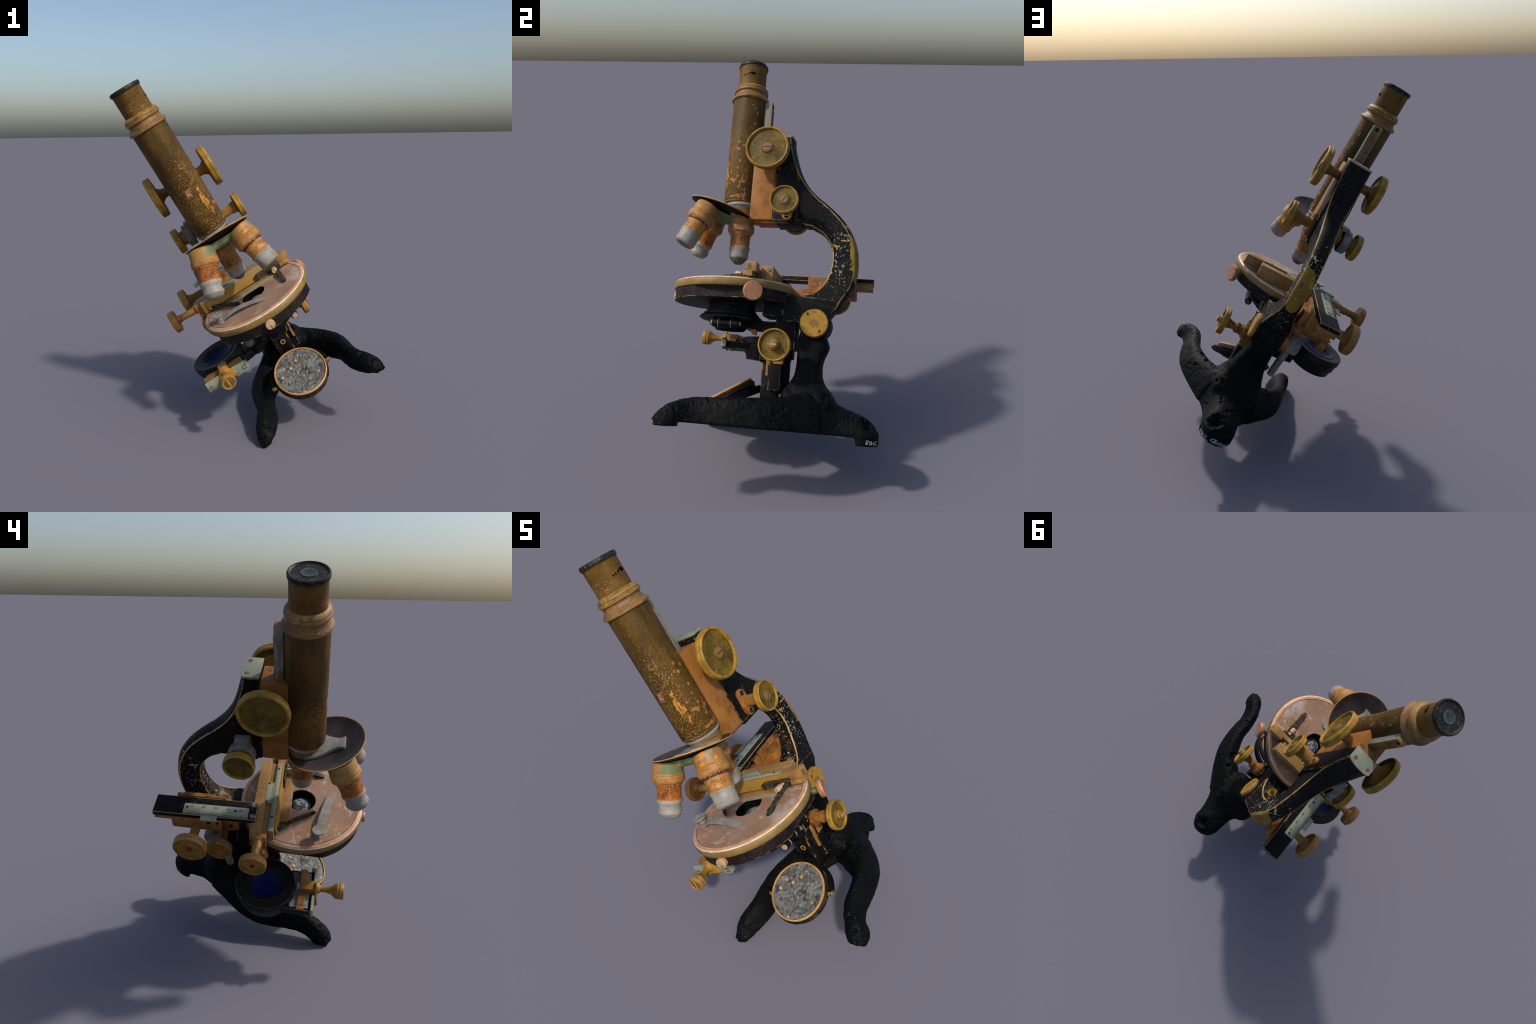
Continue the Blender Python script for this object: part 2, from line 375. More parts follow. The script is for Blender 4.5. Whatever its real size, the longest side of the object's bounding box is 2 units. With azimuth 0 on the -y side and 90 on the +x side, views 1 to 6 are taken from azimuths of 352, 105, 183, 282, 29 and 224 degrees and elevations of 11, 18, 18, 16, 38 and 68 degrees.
class Part:
    def __init__(self, name, parent=None, smooth=34):
        self.name, self.parent, self.smooth = name, parent, smooth
        self.bm = bmesh.new()
        self.mats = []

    def mi(self, key):
        if key not in self.mats:
            self.mats.append(key)
        return self.mats.index(key)

    def _merge(self, b, mat=None):
        if mat:
            b.transform(mat)
        bmesh.ops.recalc_face_normals(b, faces=b.faces[:])
        me = bpy.data.meshes.new("tmp")
        b.to_mesh(me)
        b.free()
        self.bm.from_mesh(me)
        bpy.data.meshes.remove(me)
        return self

    def lathe(self, prof, o=(0, 0, 0), axis=(0, 0, 1), seg=56, shape=None):
        """prof: list of (r, h, material of the band that starts here)"""
        b = bmesh.new()
        ax = V(axis).normalized()
        ref = V((0, 0, 1)) if abs(ax.z) < 0.9 else V((1, 0, 0))
        u = ax.cross(ref).normalized(); w = ax.cross(u)
        o = V(o)
        rings = []
        for p in prof:
            if p[0] < 1e-6:
                rings.append([b.verts.new(o + ax * p[1])])
            else:
                ring = []
                for i in range(seg):
                    a = 2 * math.pi * i / seg
                    r = p[0] * (shape(a, p) if shape else 1.0)
                    ring.append(b.verts.new(o + ax * p[1] + (u * math.cos(a) + w * math.sin(a)) * r))
                rings.append(ring)
        for k in range(len(prof) - 1):
            A, B = rings[k], rings[k + 1]
            mi = self.mi(prof[k][2])
            for i in range(seg):
                j = (i + 1) % seg
                if len(A) == 1 and len(B) == 1:
                    continue
                if len(A) == 1:
                    f = b.faces.new((A[0], B[j], B[i]))
                elif len(B) == 1:
                    f = b.faces.new((A[i], A[j], B[0]))
                else:
                    f = b.faces.new((A[i], A[j], B[j], B[i]))
                f.material_index = mi
        return self._merge(b)

    def prism(self, poly, axis, lo, hi, mat, bevel=0.004, edge=None, seg=2, tf=None):
        """polygon in the plane across `axis` (x: (y,z), y: (x,z), z: (x,y)), extruded lo..hi"""
        b = bmesh.new()

        def put(p, h):
            return {"x": (h, p[0], p[1]), "y": (p[0], h, p[1]), "z": (p[0], p[1], h)}[axis]
        A = [b.verts.new(put(p, lo)) for p in poly]
        B = [b.verts.new(put(p, hi)) for p in poly]
        m = self.mi(mat)
        fs = [b.faces.new(A), b.faces.new(B[::-1])]
        n = len(poly)
        for i in range(n):
            fs.append(b.faces.new((A[i], B[i], B[(i + 1) % n], A[(i + 1) % n])))
        for f in fs:
            f.material_index = m
        bmesh.ops.recalc_face_normals(b, faces=b.faces[:])
        if bevel:
            e = self.mi(edge) if edge else -1
            ed = [x for x in b.edges if x.calc_face_angle(0) > 0.5]
            bmesh.ops.bevel(b, geom=ed, offset=bevel, segments=seg, profile=0.6, affect="EDGES", clamp_overlap=True, material=e)
        return self._merge(b, tf)

    def box(self, x, y, z, mat, bevel=0.004, edge=None, tf=None):
        return self.prism([(x[0], y[0]), (x[1], y[0]), (x[1], y[1]), (x[0], y[1])], "z", z[0], z[1], mat, bevel, edge, tf=tf)

    def sweep(self, pts, section, mat, up=(0, 0, 1), widths=None):
        """section: list of (a,b) offsets across/along `up`; pts: path"""
        b = bmesh.new()
        P = [V(p) for p in pts]
        rings = []
        for i, p in enumerate(P):
            t = (P[min(i + 1, len(P) - 1)] - P[max(i - 1, 0)]).normalized()
            s = t.cross(V(up)).normalized(); n = s.cross(t)
            k = widths[i] if widths else 1.0
            rings.append([b.verts.new(p + s * a * k + n * c * k) for a, c in section])
        m = self.mi(mat); n = len(section)
        for A, B in zip(rings, rings[1:]):
            for i in range(n):
                b.faces.new((A[i], A[(i + 1) % n], B[(i + 1) % n], B[i])).material_index = m
        b.faces.new(rings[0]).material_index = m
        b.faces.new(rings[-1][::-1]).material_index = m
        return self._merge(b)

    def rod(self, a, c, r, mat, seg=24, r2=None):
        a, c = V(a), V(c)
        h = (c - a).length
        r2 = r if r2 is None else r2
        e = min(r, r2) * 0.15
        return self.lathe([(0, 0, mat), (r - e, 0, mat), (r, e, mat), (r2, h - e, mat), (r2 - e, h, mat), (0, h, mat)], a, c - a, seg)

    def finish(self):
        me = bpy.data.meshes.new(self.name)
        self.bm.to_mesh(me)
        self.bm.free()
        for k in self.mats:
            me.materials.append(M[k])
        me.shade_smooth()
        me.set_sharp_from_angle(angle=math.radians(self.smooth))
        ob = bpy.data.objects.new(self.name, me)
        bpy.context.scene.collection.objects.link(ob)
        ob.parent = host(self.parent)
        return ob


def circle_section(r, n=12):
    return [(r * math.cos(2 * math.pi * i / n), r * math.sin(2 * math.pi * i / n)) for i in range(n)]


# shared slotted screw, laid down wherever needed
def screw_mesh(name, head, slot):
    p = Part(name)
    p.lathe([(1.0, -0.5, head), (1.0, 0.18, head), (0.86, 0.3, head), (0, 0.34, head)], seg=28)
    p.box((-0.84, 0.84), (-0.09, 0.09), (0.26, 0.352), slot, 0)
    ob = p.finish()
    me = ob.data
    bpy.data.objects.remove(ob)
    return me


SCREW = screw_mesh("screw", "screw", "slot")
STEEL = screw_mesh("steel_screw", "steel_screw", "slot_light")
DARK = screw_mesh("dark_screw", "dark", "grey")


def screw(parent, pos, axis, r, me=SCREW, turn=0.0, h=None):
    ob = bpy.data.objects.new("screw", me)
    bpy.context.scene.collection.objects.link(ob)
    ob.parent = host(parent)
    q = V(axis).to_track_quat("Z", "Y").to_matrix().to_4x4()
    ob.matrix_local = Matrix.Translation(V(pos)) @ q @ Matrix.Rotation(turn, 4, "Z") @ Matrix.Diagonal((r, r, h or r, 1))
    return ob


def spline(pts, n):
    """Catmull-Rom through the given points, n samples"""
    P = [np.array(p, float) for p in pts]
    P = [2 * P[0] - P[1]] + P + [2 * P[-1] - P[-2]]
    out = []
    m = len(P) - 3
    for k in range(n):
        s = k / (n - 1) * m
        i = min(int(s), m - 1); t = s - i
        a, b, c, d = P[i:i + 4]
        out.append(0.5 * (2 * b + (c - a) * t + (2 * a - 5 * b + 4 * c - d) * t * t + (3 * b - a - 3 * c + d) * t ** 3))
    return out


# --------------------------------------------------------------- cast foot
BOTTOM = -0.729


def loft(bm_, rings):
    R = [[bm_.verts.new(p) for p in r] for r in rings]
    n = len(R[0])
    for A, B in zip(R, R[1:]):
        for i in range(n):
            bm_.faces.new((A[i], A[(i + 1) % n], B[(i + 1) % n], B[i]))
    bm_.faces.new(R[0]); bm_.faces.new(R[-1][::-1])


def arch(c, side, half, top, slope, n=20):
    """cross-section of a foot: flat below, steep flanks, a crest that leans outwards (slope +1 / -1)"""
    c, side = V((c[0], c[1], 0)), V((side[0], side[1], 0)).normalized()
    out = []
    for i in range(n + 1):
        u = math.cos(math.pi * i / n)
        h = (1 - abs(u) ** 3.0) ** 0.6
        if slope:
            k = min(1.0, max(0.0, (u * slope + 1.0) / 1.35))
            h *= 0.84 + 0.16 * k * k * (3 - 2 * k)
        out.append(c + side * half * u + V((0, 0, BOTTOM + (top - BOTTOM) * h)))
    return out


def ridge(path, n, slope=0):
    """path rows: x, y, half width, crest height -> list of arch rings"""
    S = spline(path, n)
    rings = []
    for i, s in enumerate(S):
        t = S[min(i + 1, n - 1)][:2] - S[max(i - 1, 0)][:2]
        rings.append(arch(s[:2], (-t[1], t[0]), max(s[2], 0.012), s[3], slope))
    return rings


def cast_foot():
    pieces = []

    def piece(rings):
        b = bmesh.new(); loft(b, rings)
        bmesh.ops.recalc_face_normals(b, faces=b.faces[:])
        pieces.append(b)
    for s in (1, -1):
        leg = [(0.09, 0.460, 0.108, -0.54), (0.155, 0.388, 0.097, -0.562), (0.222, 0.306, 0.083, -0.582), (0.267, 0.221, 0.071, -0.592),
               (0.292, 0.13, 0.058, -0.600), (0.297, 0.05, 0.053, -0.606), (0.302, -0.02, 0.052, -0.611),
               (0.320, -0.08, 0.052, -0.620), (0.345, -0.13, 0.056, -0.638), (0.364, -0.17, 0.052, -0.664), (0.380, -0.198, 0.034, -0.694), (0.389, -0.216, 0.015, -0.724)]
        toe = lambda y: 0.012 * max(0.0, min(1.0, (0.10 - y) / 0.2)) if s < 0 else 0.0
        rise = 0.004 if s > 0 else 0.014
        inset = lambda y: 0.028 * max(0.0, min(1.0, (y - 0.22) / 0.2)) if s < 0 else 0.0
        piece(ridge([(s * a + inset(y), y + toe(y), w, z + rise * min(1.0, (-0.50 - z) / 0.1) * min(1.0, (-0.72 - z) / -0.05)) for a, y, w, z in leg], 40, s))
        pad = [(0.360, -0.110, 0.040), (0.370, -0.15, 0.044), (0.383, -0.200, 0.028)]
        piece([[(s * x + r * math.cos(a), y + (0.012 if s < 0 else 0), z) for a, z in ((0, -0.70), (math.pi, -0.70), (math.pi, -0.751), (0, -0.751))] for x, y, r in pad])
    heel = [(0.010, 0.45, 0.172, -0.54), (0.014, 0.485, 0.166, -0.520), (0.018, 0.53, 0.146, -0.530), (0.020, 0.575, 0.122, -0.572), (0.020, 0.63, 0.103, -0.602),
            (0.020, 0.69, 0.098, -0.622), (0.020, 0.740, 0.092, -0.642), (0.019, 0.775, 0.070, -0.672), (0.017, 0.796, 0.038, -0.712)]
    piece(ridge(heel, 30))
    b = bmesh.new()
    Part_ = [(0.018 + 0.096 * math.cos(a), 0.697 + 0.102 * math.sin(a)) for a in np.linspace(-0.05, math.pi + 0.05, 24)]
    loft(b, [[(x, y, z) for x, y in Part_] for z in (-0.7, -0.765)])
    bmesh.ops.recalc_face_normals(b, faces=b.faces[:]); pieces.append(b)
    # pillar: rounded rectangles stacked upwards
    col = [(-0.66, 0.47, 0.11, 0.12), (-0.59, 0.450, 0.135, 0.150), (-0.55, 0.442, 0.122, 0.138), (-0.515, 0.437, 0.098, 0.120), (-0.48, 0.438, 0.076, 0.104), (-0.445, 0.440, 0.066, 0.093),
           (-0.40, 0.442, 0.064, 0.084), (-0.36, 0.447, 0.070, 0.078), (-0.325, 0.455, 0.079, 0.075), (-0.30, 0.455, 0.079, 0.073), (-0.265, 0.450, 0.070, 0.072), (-0.215, 0.455, 0.060, 0.071)]
    rings = []
    for z, cy, hy, hx in [tuple(q) for q in spline(col, 26)]:
        ring = []
        for i in range(32):
            a = 2 * math.pi * i / 32
            ring.append((hx * math.copysign(abs(math.cos(a)) ** 0.5, math.cos(a)), cy + hy * math.copysign(abs(math.sin(a)) ** 0.5, math.sin(a)), z))
        rings.append(ring)
    piece(rings)
    b = bmesh.new()
    for p in pieces:
        me = bpy.data.meshes.new("t"); p.to_mesh(me); p.free(); b.from_mesh(me); bpy.data.meshes.remove(me)
    me = bpy.data.meshes.new("foot")
    b.to_mesh(me); b.free()
    ob = bpy.data.objects.new("foot", me)
    bpy.context.scene.collection.objects.link(ob)
    rm = ob.modifiers.new("fuse", "REMESH"); rm.mode = "VOXEL"; rm.voxel_size = 0.0050
    sm = ob.modifiers.new("melt", "SMOOTH"); sm.factor = 0.5; sm.iterations = 16
    dg = bpy.context.evaluated_depsgraph_get()
    me2 = bpy.data.meshes.new_from_object(ob.evaluated_get(dg))
    ob.modifiers.clear()
    ob.data = me2
    bpy.data.meshes.remove(me)
    me2.name = "foot"
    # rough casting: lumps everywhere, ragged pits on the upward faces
    nrm = [v.normal.copy() for v in me2.vertices]
    for v, n in zip(me2.vertices, nrm):
        c = v.co.copy()
        if c.z > -0.40:
            k = 0.15
        else:
            k = 1.0
        # the casting sits a touch skew on its pillar
        v.co.z += 0.033 * c.x * max(0.0, min(1.0, (-0.42 - c.z) / 0.12)) * max(0.0, min(1.0, (0.70 - c.y) / 0.30))
        d = 0.0030 * noise.noise(c * 13) + 0.0022 * noise.noise(c * 28) + 0.0014 * noise.noise(c * 70) + 0.0008 * noise.noise(c * 130)
        crust = 0.7 * noise.noise(c * 26 + V((3, 7, 1))) + 0.6 * noise.noise(c * 60) + 0.4 * noise.noise(c * 120)
        up = max(0.0, n.z) ** 0.5
        patchy = max(0.0, min(1.0, 0.45 + 1.6 * noise.noise(c * 7 + V((4, 1, 6)))))
        toe_end = max(0.0, min(1.0, (-0.06 - c.y) / 0.1))
        d -= 0.017 * max(0.0, min(1.0, (crust - 0.24 + 0.1 * toe_end) * 2.2)) * (0.12 + 0.88 * up) * max(patchy, toe_end)
        # deep hollow at the heel
        h = V(((c.x - 0.062) / 0.042, (c.y - 0.742) / 0.038, 0)).length + 0.45 * noise.noise(c * 32)
        if c.z > -0.70 and h < 1:
            d -= 0.050 * (1 - max(0.0, h)) ** 0.6
        if n.z < -0.7:
            d *= 0.3
        v.co += n * d * k
    for p in me2.polygons:
        p.use_smooth = True
    me2.materials.append(M["iron"])
    ob.parent = root
    return ob


foot = cast_foot()


# white painted lettering round the heel of the foot
def heel_lettering():
    bvh = BVHTree.FromObject(foot, bpy.context.evaluated_depsgraph_get())
    p = Part("painted_lettering", foot)
    cx, cy = 0.012, 0.69
    text, start, stop = "ETH.Z_GEOD.INST", -62, 42
    marks = [(0, .85), (0.075, .8), (0.14, .8), (0.215, .5), (0.235, .9), (0.33, .7), (0.43, 1.1), (0.54, 1.0), (0.625, .75), (0.70, .8), (0.78, .6), (0.81, .7), (0.84, .7), (0.905, .7), (0.96, .7)]
    for ch, (s, size) in zip(text, marks):
        cu = bpy.data.curves.new("letter", "FONT")
        cu.body = ch; cu.size = 0.030 * size; cu.offset = 0.0008
        to = bpy.data.objects.new("letter", cu)
        bpy.context.scene.collection.objects.link(to)
        dg = bpy.context.evaluated_depsgraph_get()
        me = bpy.data.meshes.new_from_object(to.evaluated_get(dg))
        bpy.data.objects.remove(to); bpy.data.curves.remove(cu)
        b = bmesh.new(); b.from_mesh(me); bpy.data.meshes.remove(me)
        bmesh.ops.triangulate(b, faces=b.faces[:])
        base = math.radians(start + (stop - start) * s)
        zb = -0.752 - 0.004 * math.sin(s * 9)
        m = p.mi("paint_white")
        ok = True
        for v in b.verts:
            a = base + v.co.x / 0.105
            d = V((-math.sin(a), math.cos(a), 0))
            o = V((cx, cy, zb + v.co.y)) + d * 0.3
            hit = bvh.ray_cast(o, -d)
            if hit[0] is None:
                ok = False
                break
            v.co = hit[0] + hit[1] * 0.0022
        if ok:
            for f in b.faces:
                f.material_index = m
            p._merge(b)
        else:
            b.free()
    p.finish()


heel_lettering()

# -------------------------------------------------------------------- limb
LIMB = [  # outer y,z  inner y,z  half width
    (0.266, 0.7965, 0.215, 0.7965, 0.0665), (0.274, 0.745, 0.215, 0.745, 0.0665), (0.290, 0.685, 0.215, 0.645, 0.0665), (0.309, 0.630, 0.220, 0.540, 0.0655), (0.330, 0.585, 0.250, 0.440, 0.062),
    (0.354, 0.546, 0.300, 0.365, 0.057), (0.387, 0.504, 0.366, 0.318, 0.052), (0.444, 0.448, 0.412, 0.309, 0.047), (0.505, 0.394, 0.454, 0.290, 0.045),
    (0.561, 0.336, 0.488, 0.261, 0.043), (0.603, 0.272, 0.514, 0.222, 0.042), (0.629, 0.205, 0.529, 0.176, 0.042), (0.640, 0.130, 0.531, 0.118, 0.042),
    (0.638, 0.064, 0.520, 0.064, 0.043), (0.625, 0.004, 0.500, 0.012, 0.048), (0.603, -0.040, 0.468, -0.030, 0.058), (0.580, -0.078, 0.424, -0.056, 0.071),
    (0.566, -0.108, 0.363, -0.068, 0.079), (0.556, -0.130, 0.300, -0.074, 0.081)]


def make_limb():
    p = Part("limb")
    b = bmesh.new()
    S = spline(LIMB, 96)
    rings = []
    e = 0.006
    for oy, oz, iy, iz, hw in S:
        O, I = V((0, oy, oz)), V((0, iy, iz))
        d = (O - I).normalized()
        out = []
        for (t, x, bulge) in ((0, -hw + e, 0), (0, -hw * 0.4, -0.002), (0, hw * 0.4, -0.002), (0, hw - e, 0), (0, hw, e), (1, hw, -e), (1, hw - e * 0.8, 0.001),
                              (1, hw * 0.5, 0.013), (1, 0, 0.0175), (1, -hw * 0.5, 0.013), (1, -hw + e * 0.8, 0.001), (1, -hw, -e), (0, -hw, e)):
            q = (O if t else I) + d * (bulge + (0.003 if t else -0.004) * (oy > 0.45))
            out.append((x, q.y, q.z))
        rings.append(out)
    R = [[b.verts.new(q) for q in r] for r in rings]
    n = len(R[0])
    chip_ = {3, 5, 10, 12}
    for A, B in zip(R, R[1:]):
        for i in range(n):
            f = b.faces.new((A[i], A[(i + 1) % n], B[(i + 1) % n], B[i]))
            f.material_index = p.mi("chip") if i in chip_ else p.mi("limb")
    b.faces.new(R[0]).material_index = p.mi("limb")
    b.faces.new(R[-1][::-1]).material_index = p.mi("limb")
    p._merge(b)
    # upright head of the limb that carries the focusing slide
    back = [(0.200, 0.797), (0.264, 0.797), (0.272, 0.745), (0.288, 0.685), (0.307, 0.625), (0.325, 0.575), (0.331, 0.54), (0.331, 0.330), (0.200, 0.330)]
    p.prism(back, "x", -0.069, 0.069, "limb", 0.004, "chip2")
    # block at the root of the limb
    p.prism([(0.300, -0.066), (0.36, -0.064), (0.43, -0.07), (0.567, -0.080), (0.562, -0.118), (0.532, -0.158), (0.49, -0.20), (0.30, -0.20)], "x", -0.080, 0.080, "black", 0.005, "chip2")
    # shelf under the head
    p.box((-0.062, 0.062), (0.222, 0.36), (0.312, 0.331), "black", 0.004)
    ob = p.finish()
    c = Part("cap_plate", ob)
    arc = [(0.071 * math.cos(a), 0.267 + 0.017 * math.sin(a)) for a in np.linspace(0, math.pi, 12)]
    c.prism([(-0.071, 0.197), (0.071, 0.197)] + arc, "z", 0.797, 0.808, "scale", 0.003)
    c = c.finish()
    screw(c, (0.045, 0.252, 0.8075), (0, 0, 1), 0.012, turn=0.5, h=0.006)
    screw(c, (-0.045, 0.252, 0.8075), (0, 0, 1), 0.012, turn=1.2, h=0.006)
    return ob


limb = make_limb()

# ------------------------------------------------------------ focusing block
p = Part("focusing_slide")
p.box((-0.069, 0.069), (0.072, 0.1985), (0.332, 0.772), "block", 0.010)
p.box((-0.05, 0.05), (0.11, 0.27), (0.318, 0.333), "rust", 0.004)
slide_block = p.finish()
screw(slide_block, (0.042, 0.165, 0.772), (0, 0, 1), 0.016, turn=0.3, h=0.005)
screw(slide_block, (-0.042, 0.165, 0.772), (0, 0, 1), 0.016, turn=1.0, h=0.005)
p = Part("oval_bearing_plate", slide_block)
arc = [(0.270 + 0.028 * math.cos(a), 0.441 + 0.028 * math.sin(a)) for a in np.linspace(0, math.pi, 10)] + [(0.270 + 0.028 * math.cos(a), 0.358 + 0.028 * math.sin(a)) for a in np.linspace(math.pi, 2 * math.pi, 10)]
arc = [(y + 0.008, z) for y, z in arc]
p.prism(arc, "x", 0.066, 0.088, "bracket", 0.004)
plate = p.finish()
screw(plate, (0.087, 0.278, 0.447), (1, 0, 0), 0.012, DARK, h=0.01)
screw(plate, (0.087, 0.278, 0.350), (1, 0, 0), 0.012, DARK, h=0.01)

# ---------------------------------------------------------------- body tube
TX, TY = -0.004, 0.003
p = Part("body_tube")
p.lathe([(0.0, 0.425, "tube"), (0.088, 0.425, "tube"), (0.0925, 0.429, "tube"), (0.0925, 0.437, "tube"), (0.0915, 0.440, "tube"), (0.094, 0.444, "tube"), (0.0945, 1.034, "tube"), (0.09, 1.036, "tube"), (0, 1.036, "tube")], (TX, TY, 0), seg=96)
tube = p.finish()
p = Part("tube_collar", tube)
p.lathe([(0.09, 1.030, "ring"), (0.1, 1.032, "ring"), (0.1055, 1.036, "ring"), (0.107, 1.043, "ring_low"), (0.1045, 1.049, "ring_low"), (0.099, 1.053, "ring_low"), (0.092, 1.061, "ring_low"), (0.088, 1.071, "ring_low"), (0.0875, 1.079, "ring_low"),
         (0.091, 1.083, "ring"), (0.0955, 1.086, "ring"), (0.097, 1.092, "ring"), (0.0965, 1.098, "ring"), (0.093, 1.101, "ring"), (0.0955, 1.104, "ring"), (0.094, 1.110, "ring"), (0.088, 1.116, "ring"), (0.082, 1.121, "ring"), (0.076, 1.123, "ring")], (TX, TY, 0), seg=96)
p.finish()
p = Part("eyepiece", tube)
p.lathe([(0.075, 1.10, "eyepiece"), (0.0775, 1.122, "eyepiece"), (0.0775, 1.236, "eyepiece"), (0.080, 1.241, "ebonite"), (0.0835, 1.244, "ebonite"), (0.0838, 1.255, "ebonite"), (0.081, 1.261, "ebonite"), (0.076, 1.262, "ebonite"), (0.070, 1.256, "ebonite"),
         (0.035, 1.2545, "ebonite"), (0.033, 1.2575, "eye_ring"), (0.024, 1.2572, "eye_glass"), (0.0, 1.252, "eye_glass")], (TX, TY, 0), seg=96)
# ragged hole punched in the side of the eyepiece
for dy, dz, r in ((0.020, 0.0, 0.0105), (0.008, 0.004, 0.006), (-0.006, -0.002, 0.0055), (-0.022, -0.006, 0.0045), (-0.034, -0.007, 0.004)):
    a = (dy + 0.0) / 0.0775
    q = V((TX + 0.0772 * math.cos(a), TY + 0.0772 * math.sin(a), 1.184 + dz))
    p.lathe([(r, -0.004, "dark"), (r, 0.0006, "dark"), (r * 0.7, 0.0012, "dark"), (0, 0.0012, "dark")], q, (math.cos(a), math.sin(a), 0), 14, shape=lambda t, _: 1 + 0.2 * math.sin(2 * t + dy * 90) + 0.1 * math.sin(5 * t))
p.finish()
p = Part("rack_bar", tube)
p.box((-0.029, 0.029), (0.07, 0.1), (0.44, 1.03), "wine", 0.004)
p.box((-0.052, 0.052), (0.055, 0.079), (0.44, 1.03), "wine", 0.003)
p.box((-0.026, 0.028), (0.098, 0.138), (0.60, 1.026), "rack_side", 0.003)
p.box((-0.020, 0.022), (0.120, 0.1385), (0.985, 1.030), "bracket", 0.003)
for i in range(44):
    z = 0.74 + i * 0.0056
    p.box((-0.019, 0.021), (0.134, 0.1415), (z, z + 0.003), "bracket", 0)
rack = p.finish()
screw(rack, (0.002, 0.1385, 1.008), (0, 1, 0), 0.011, DARK, h=0.008)


# -------------------------------------------------------------------- knobs
def knob(name, parent, o, axis, r, x0, x1, face, shaft_r, neck, start, rim="knob", face_mat="face", hub=0.03, hub_mat="screw", knurl=0, depth=0.010, back=True):
    """disc x0..x1 along axis (x1 = outer face) on a trumpet-necked shaft"""
    p = Part(name, parent)
    w = x1 - x0
    prof = [(0, start, "shaft"), (shaft_r, start, "shaft"), (shaft_r, start + (x0 - start) * 0.55, "shaft"), (shaft_r * 1.12, start + (x0 - start) * 0.75, "shaft"), (neck, x0 - 0.002, "shaft")]
    if back:
        prof += [(r * 0.62, x0 + 0.006, face_mat), (r * 0.88, x0 + 0.005, rim)]
    prof += [(r * 0.94, x0, rim), (r * 0.985, x0 + w * 0.08, rim), (r, x0 + w * 0.22, rim), (r, x0 + w * 0.42, rim), (r * 0.975, x0 + w * 0.5, rim), (r, x0 + w * 0.58, rim), (r, x0 + w * 0.82, rim),
             (r * 0.98, x0 + w * 0.94, rim), (r * 0.945, x1, rim), (r * 0.90, x1 - 0.001, rim), (r * 0.86, x1 - depth, face_mat), (max(hub * 1.9, r * 0.45), x1 - depth * 1.15, face_mat),
             (hub * 1.25, x1 - depth * 0.8, face_mat), (hub * 1.12, x1 - depth * 0.45, face_mat), (hub, x1 - depth * 0.5, hub_mat), (0, x1 - depth * 0.45, hub_mat)]
    kn = (lambda t, q: 1 + (0.035 * math.cos(knurl * t) if q[2] == "shaft" else 0)) if knurl else None
    p.lathe(prof, o, axis, 96 if not knurl else 144, kn)
    return p.finish()


X = (1, 0, 0); NX = (-1, 0, 0)
k = knob("coarse_focus_knob", None, (0, 0.165, 0.695), X, 0.1165, 0.149, 0.190, 0, 0.026, 0.046, 0.06, hub=0.026, depth=0.012)
screw(k, (0.1835, 0.165, 0.695), X, 0.024, turn=0.0, h=0.012)
k = knob("coarse_focus_knob", None, (0, 0.165, 0.695), NX, 0.1165, 0.149, 0.190, 0, 0.026, 0.046, 0.06, hub=0.024, hub_mat="face", depth=0.010)
screw(k, (-0.1845, 0.165, 0.695), NX, 0.022, turn=1.0, h=0.010, me=screw_mesh("brass_screw", "face", "slot"))
k = knob("fine_focus_knob", None, (0, 0.283, 0.400), X, 0.0745, 0.187, 0.222, 0, 0.027, 0.036, 0.08, hub=0.022, knurl=28, depth=0.010)
screw(k, (0.2165, 0.283, 0.400), X, 0.021, turn=0.9, h=0.010)
k = knob("fine_focus_knob", None, (0, 0.283, 0.400), NX, 0.0755, 0.182, 0.220, 0, 0.038, 0.042, 0.14, hub=0.024, hub_mat="face", depth=0.010)
screw(k, (-0.2145, 0.283, 0.400), NX, 0.018, turn=2.2, h=0.010, me=bpy.data.meshes["brass_screw"])
p = Part("graduated_drum", k)
p.lathe([(0.034, 0.085, "bracket"), (0.034, 0.106, "dark"), (0.058, 0.106, "grey"), (0.0655, 0.108, "grey"), (0.0665, 0.148, "grey"), (0.060, 0.153, "bracket"), (0.046, 0.155, "bracket"), (0.040, 0.185, "bracket")], (0, 0.283, 0.400), NX, 72)
for i in range(50):
    a = 2 * math.pi * i / 50
    h = 0.012 if i % 5 else 0.02
    tf = Matrix.Translation((0, 0.283, 0.400)) @ Matrix.Rotation(a, 4, "X")
    p.box((-0.110 - h, -0.1105), (-0.0006, 0.0006), (0.0655, 0.0672), "mark", 0, tf=tf)
p.box((-0.125, -0.075), (0.248, 0.318), (0.458, 0.478), "grey", 0.003)
p.box((-0.09, -0.06), (0.245, 0.32), (0.34, 0.46), "bracket", 0.004)
p.finish()

# ------------------------------------------------------------------- hinge
p = Part("hinge_joint")
p.lathe([(0, -0.079, "black"), (0.074, -0.079, "chip2"), (0.078, -0.076, "black"), (0.078, -0.027, "chip2"), (0.0755, -0.0255, "chip2"), (0.078, -0.024, "black"), (0.078, 0.029, "chip2"), (0.0755, 0.0305, "chip2"), (0.078, 0.032, "black"), (0.078, 0.069, "chip2"), (0.074, 0.072, "black"), (0, 0.072, "black")], (0, 0.461, -0.203), X, 72)
hinge = p.finish()
p = Part("hinge_cap", hinge)
p.lathe([(0.079, 0.068, "black"), (0.080, 0.078, "black"), (0.076, 0.084, "black"), (0.072, 0.084, "dull_knob"), (0.0705, 0.098, "knob"), (0.067, 0.1025, "knob"), (0.018, 0.1025, "screw"), (0, 0.1015, "screw")], (0, 0.461, -0.202), X, 72)
p.finish()
for dy, dz in ((-0.034, 0.044), (0.030, -0.040)):
    screw(hinge, (0.101, 0.461 + dy, -0.202 + dz), X, 0.007, DARK, h=0.006)
p = Part("clamp_lever", hinge)
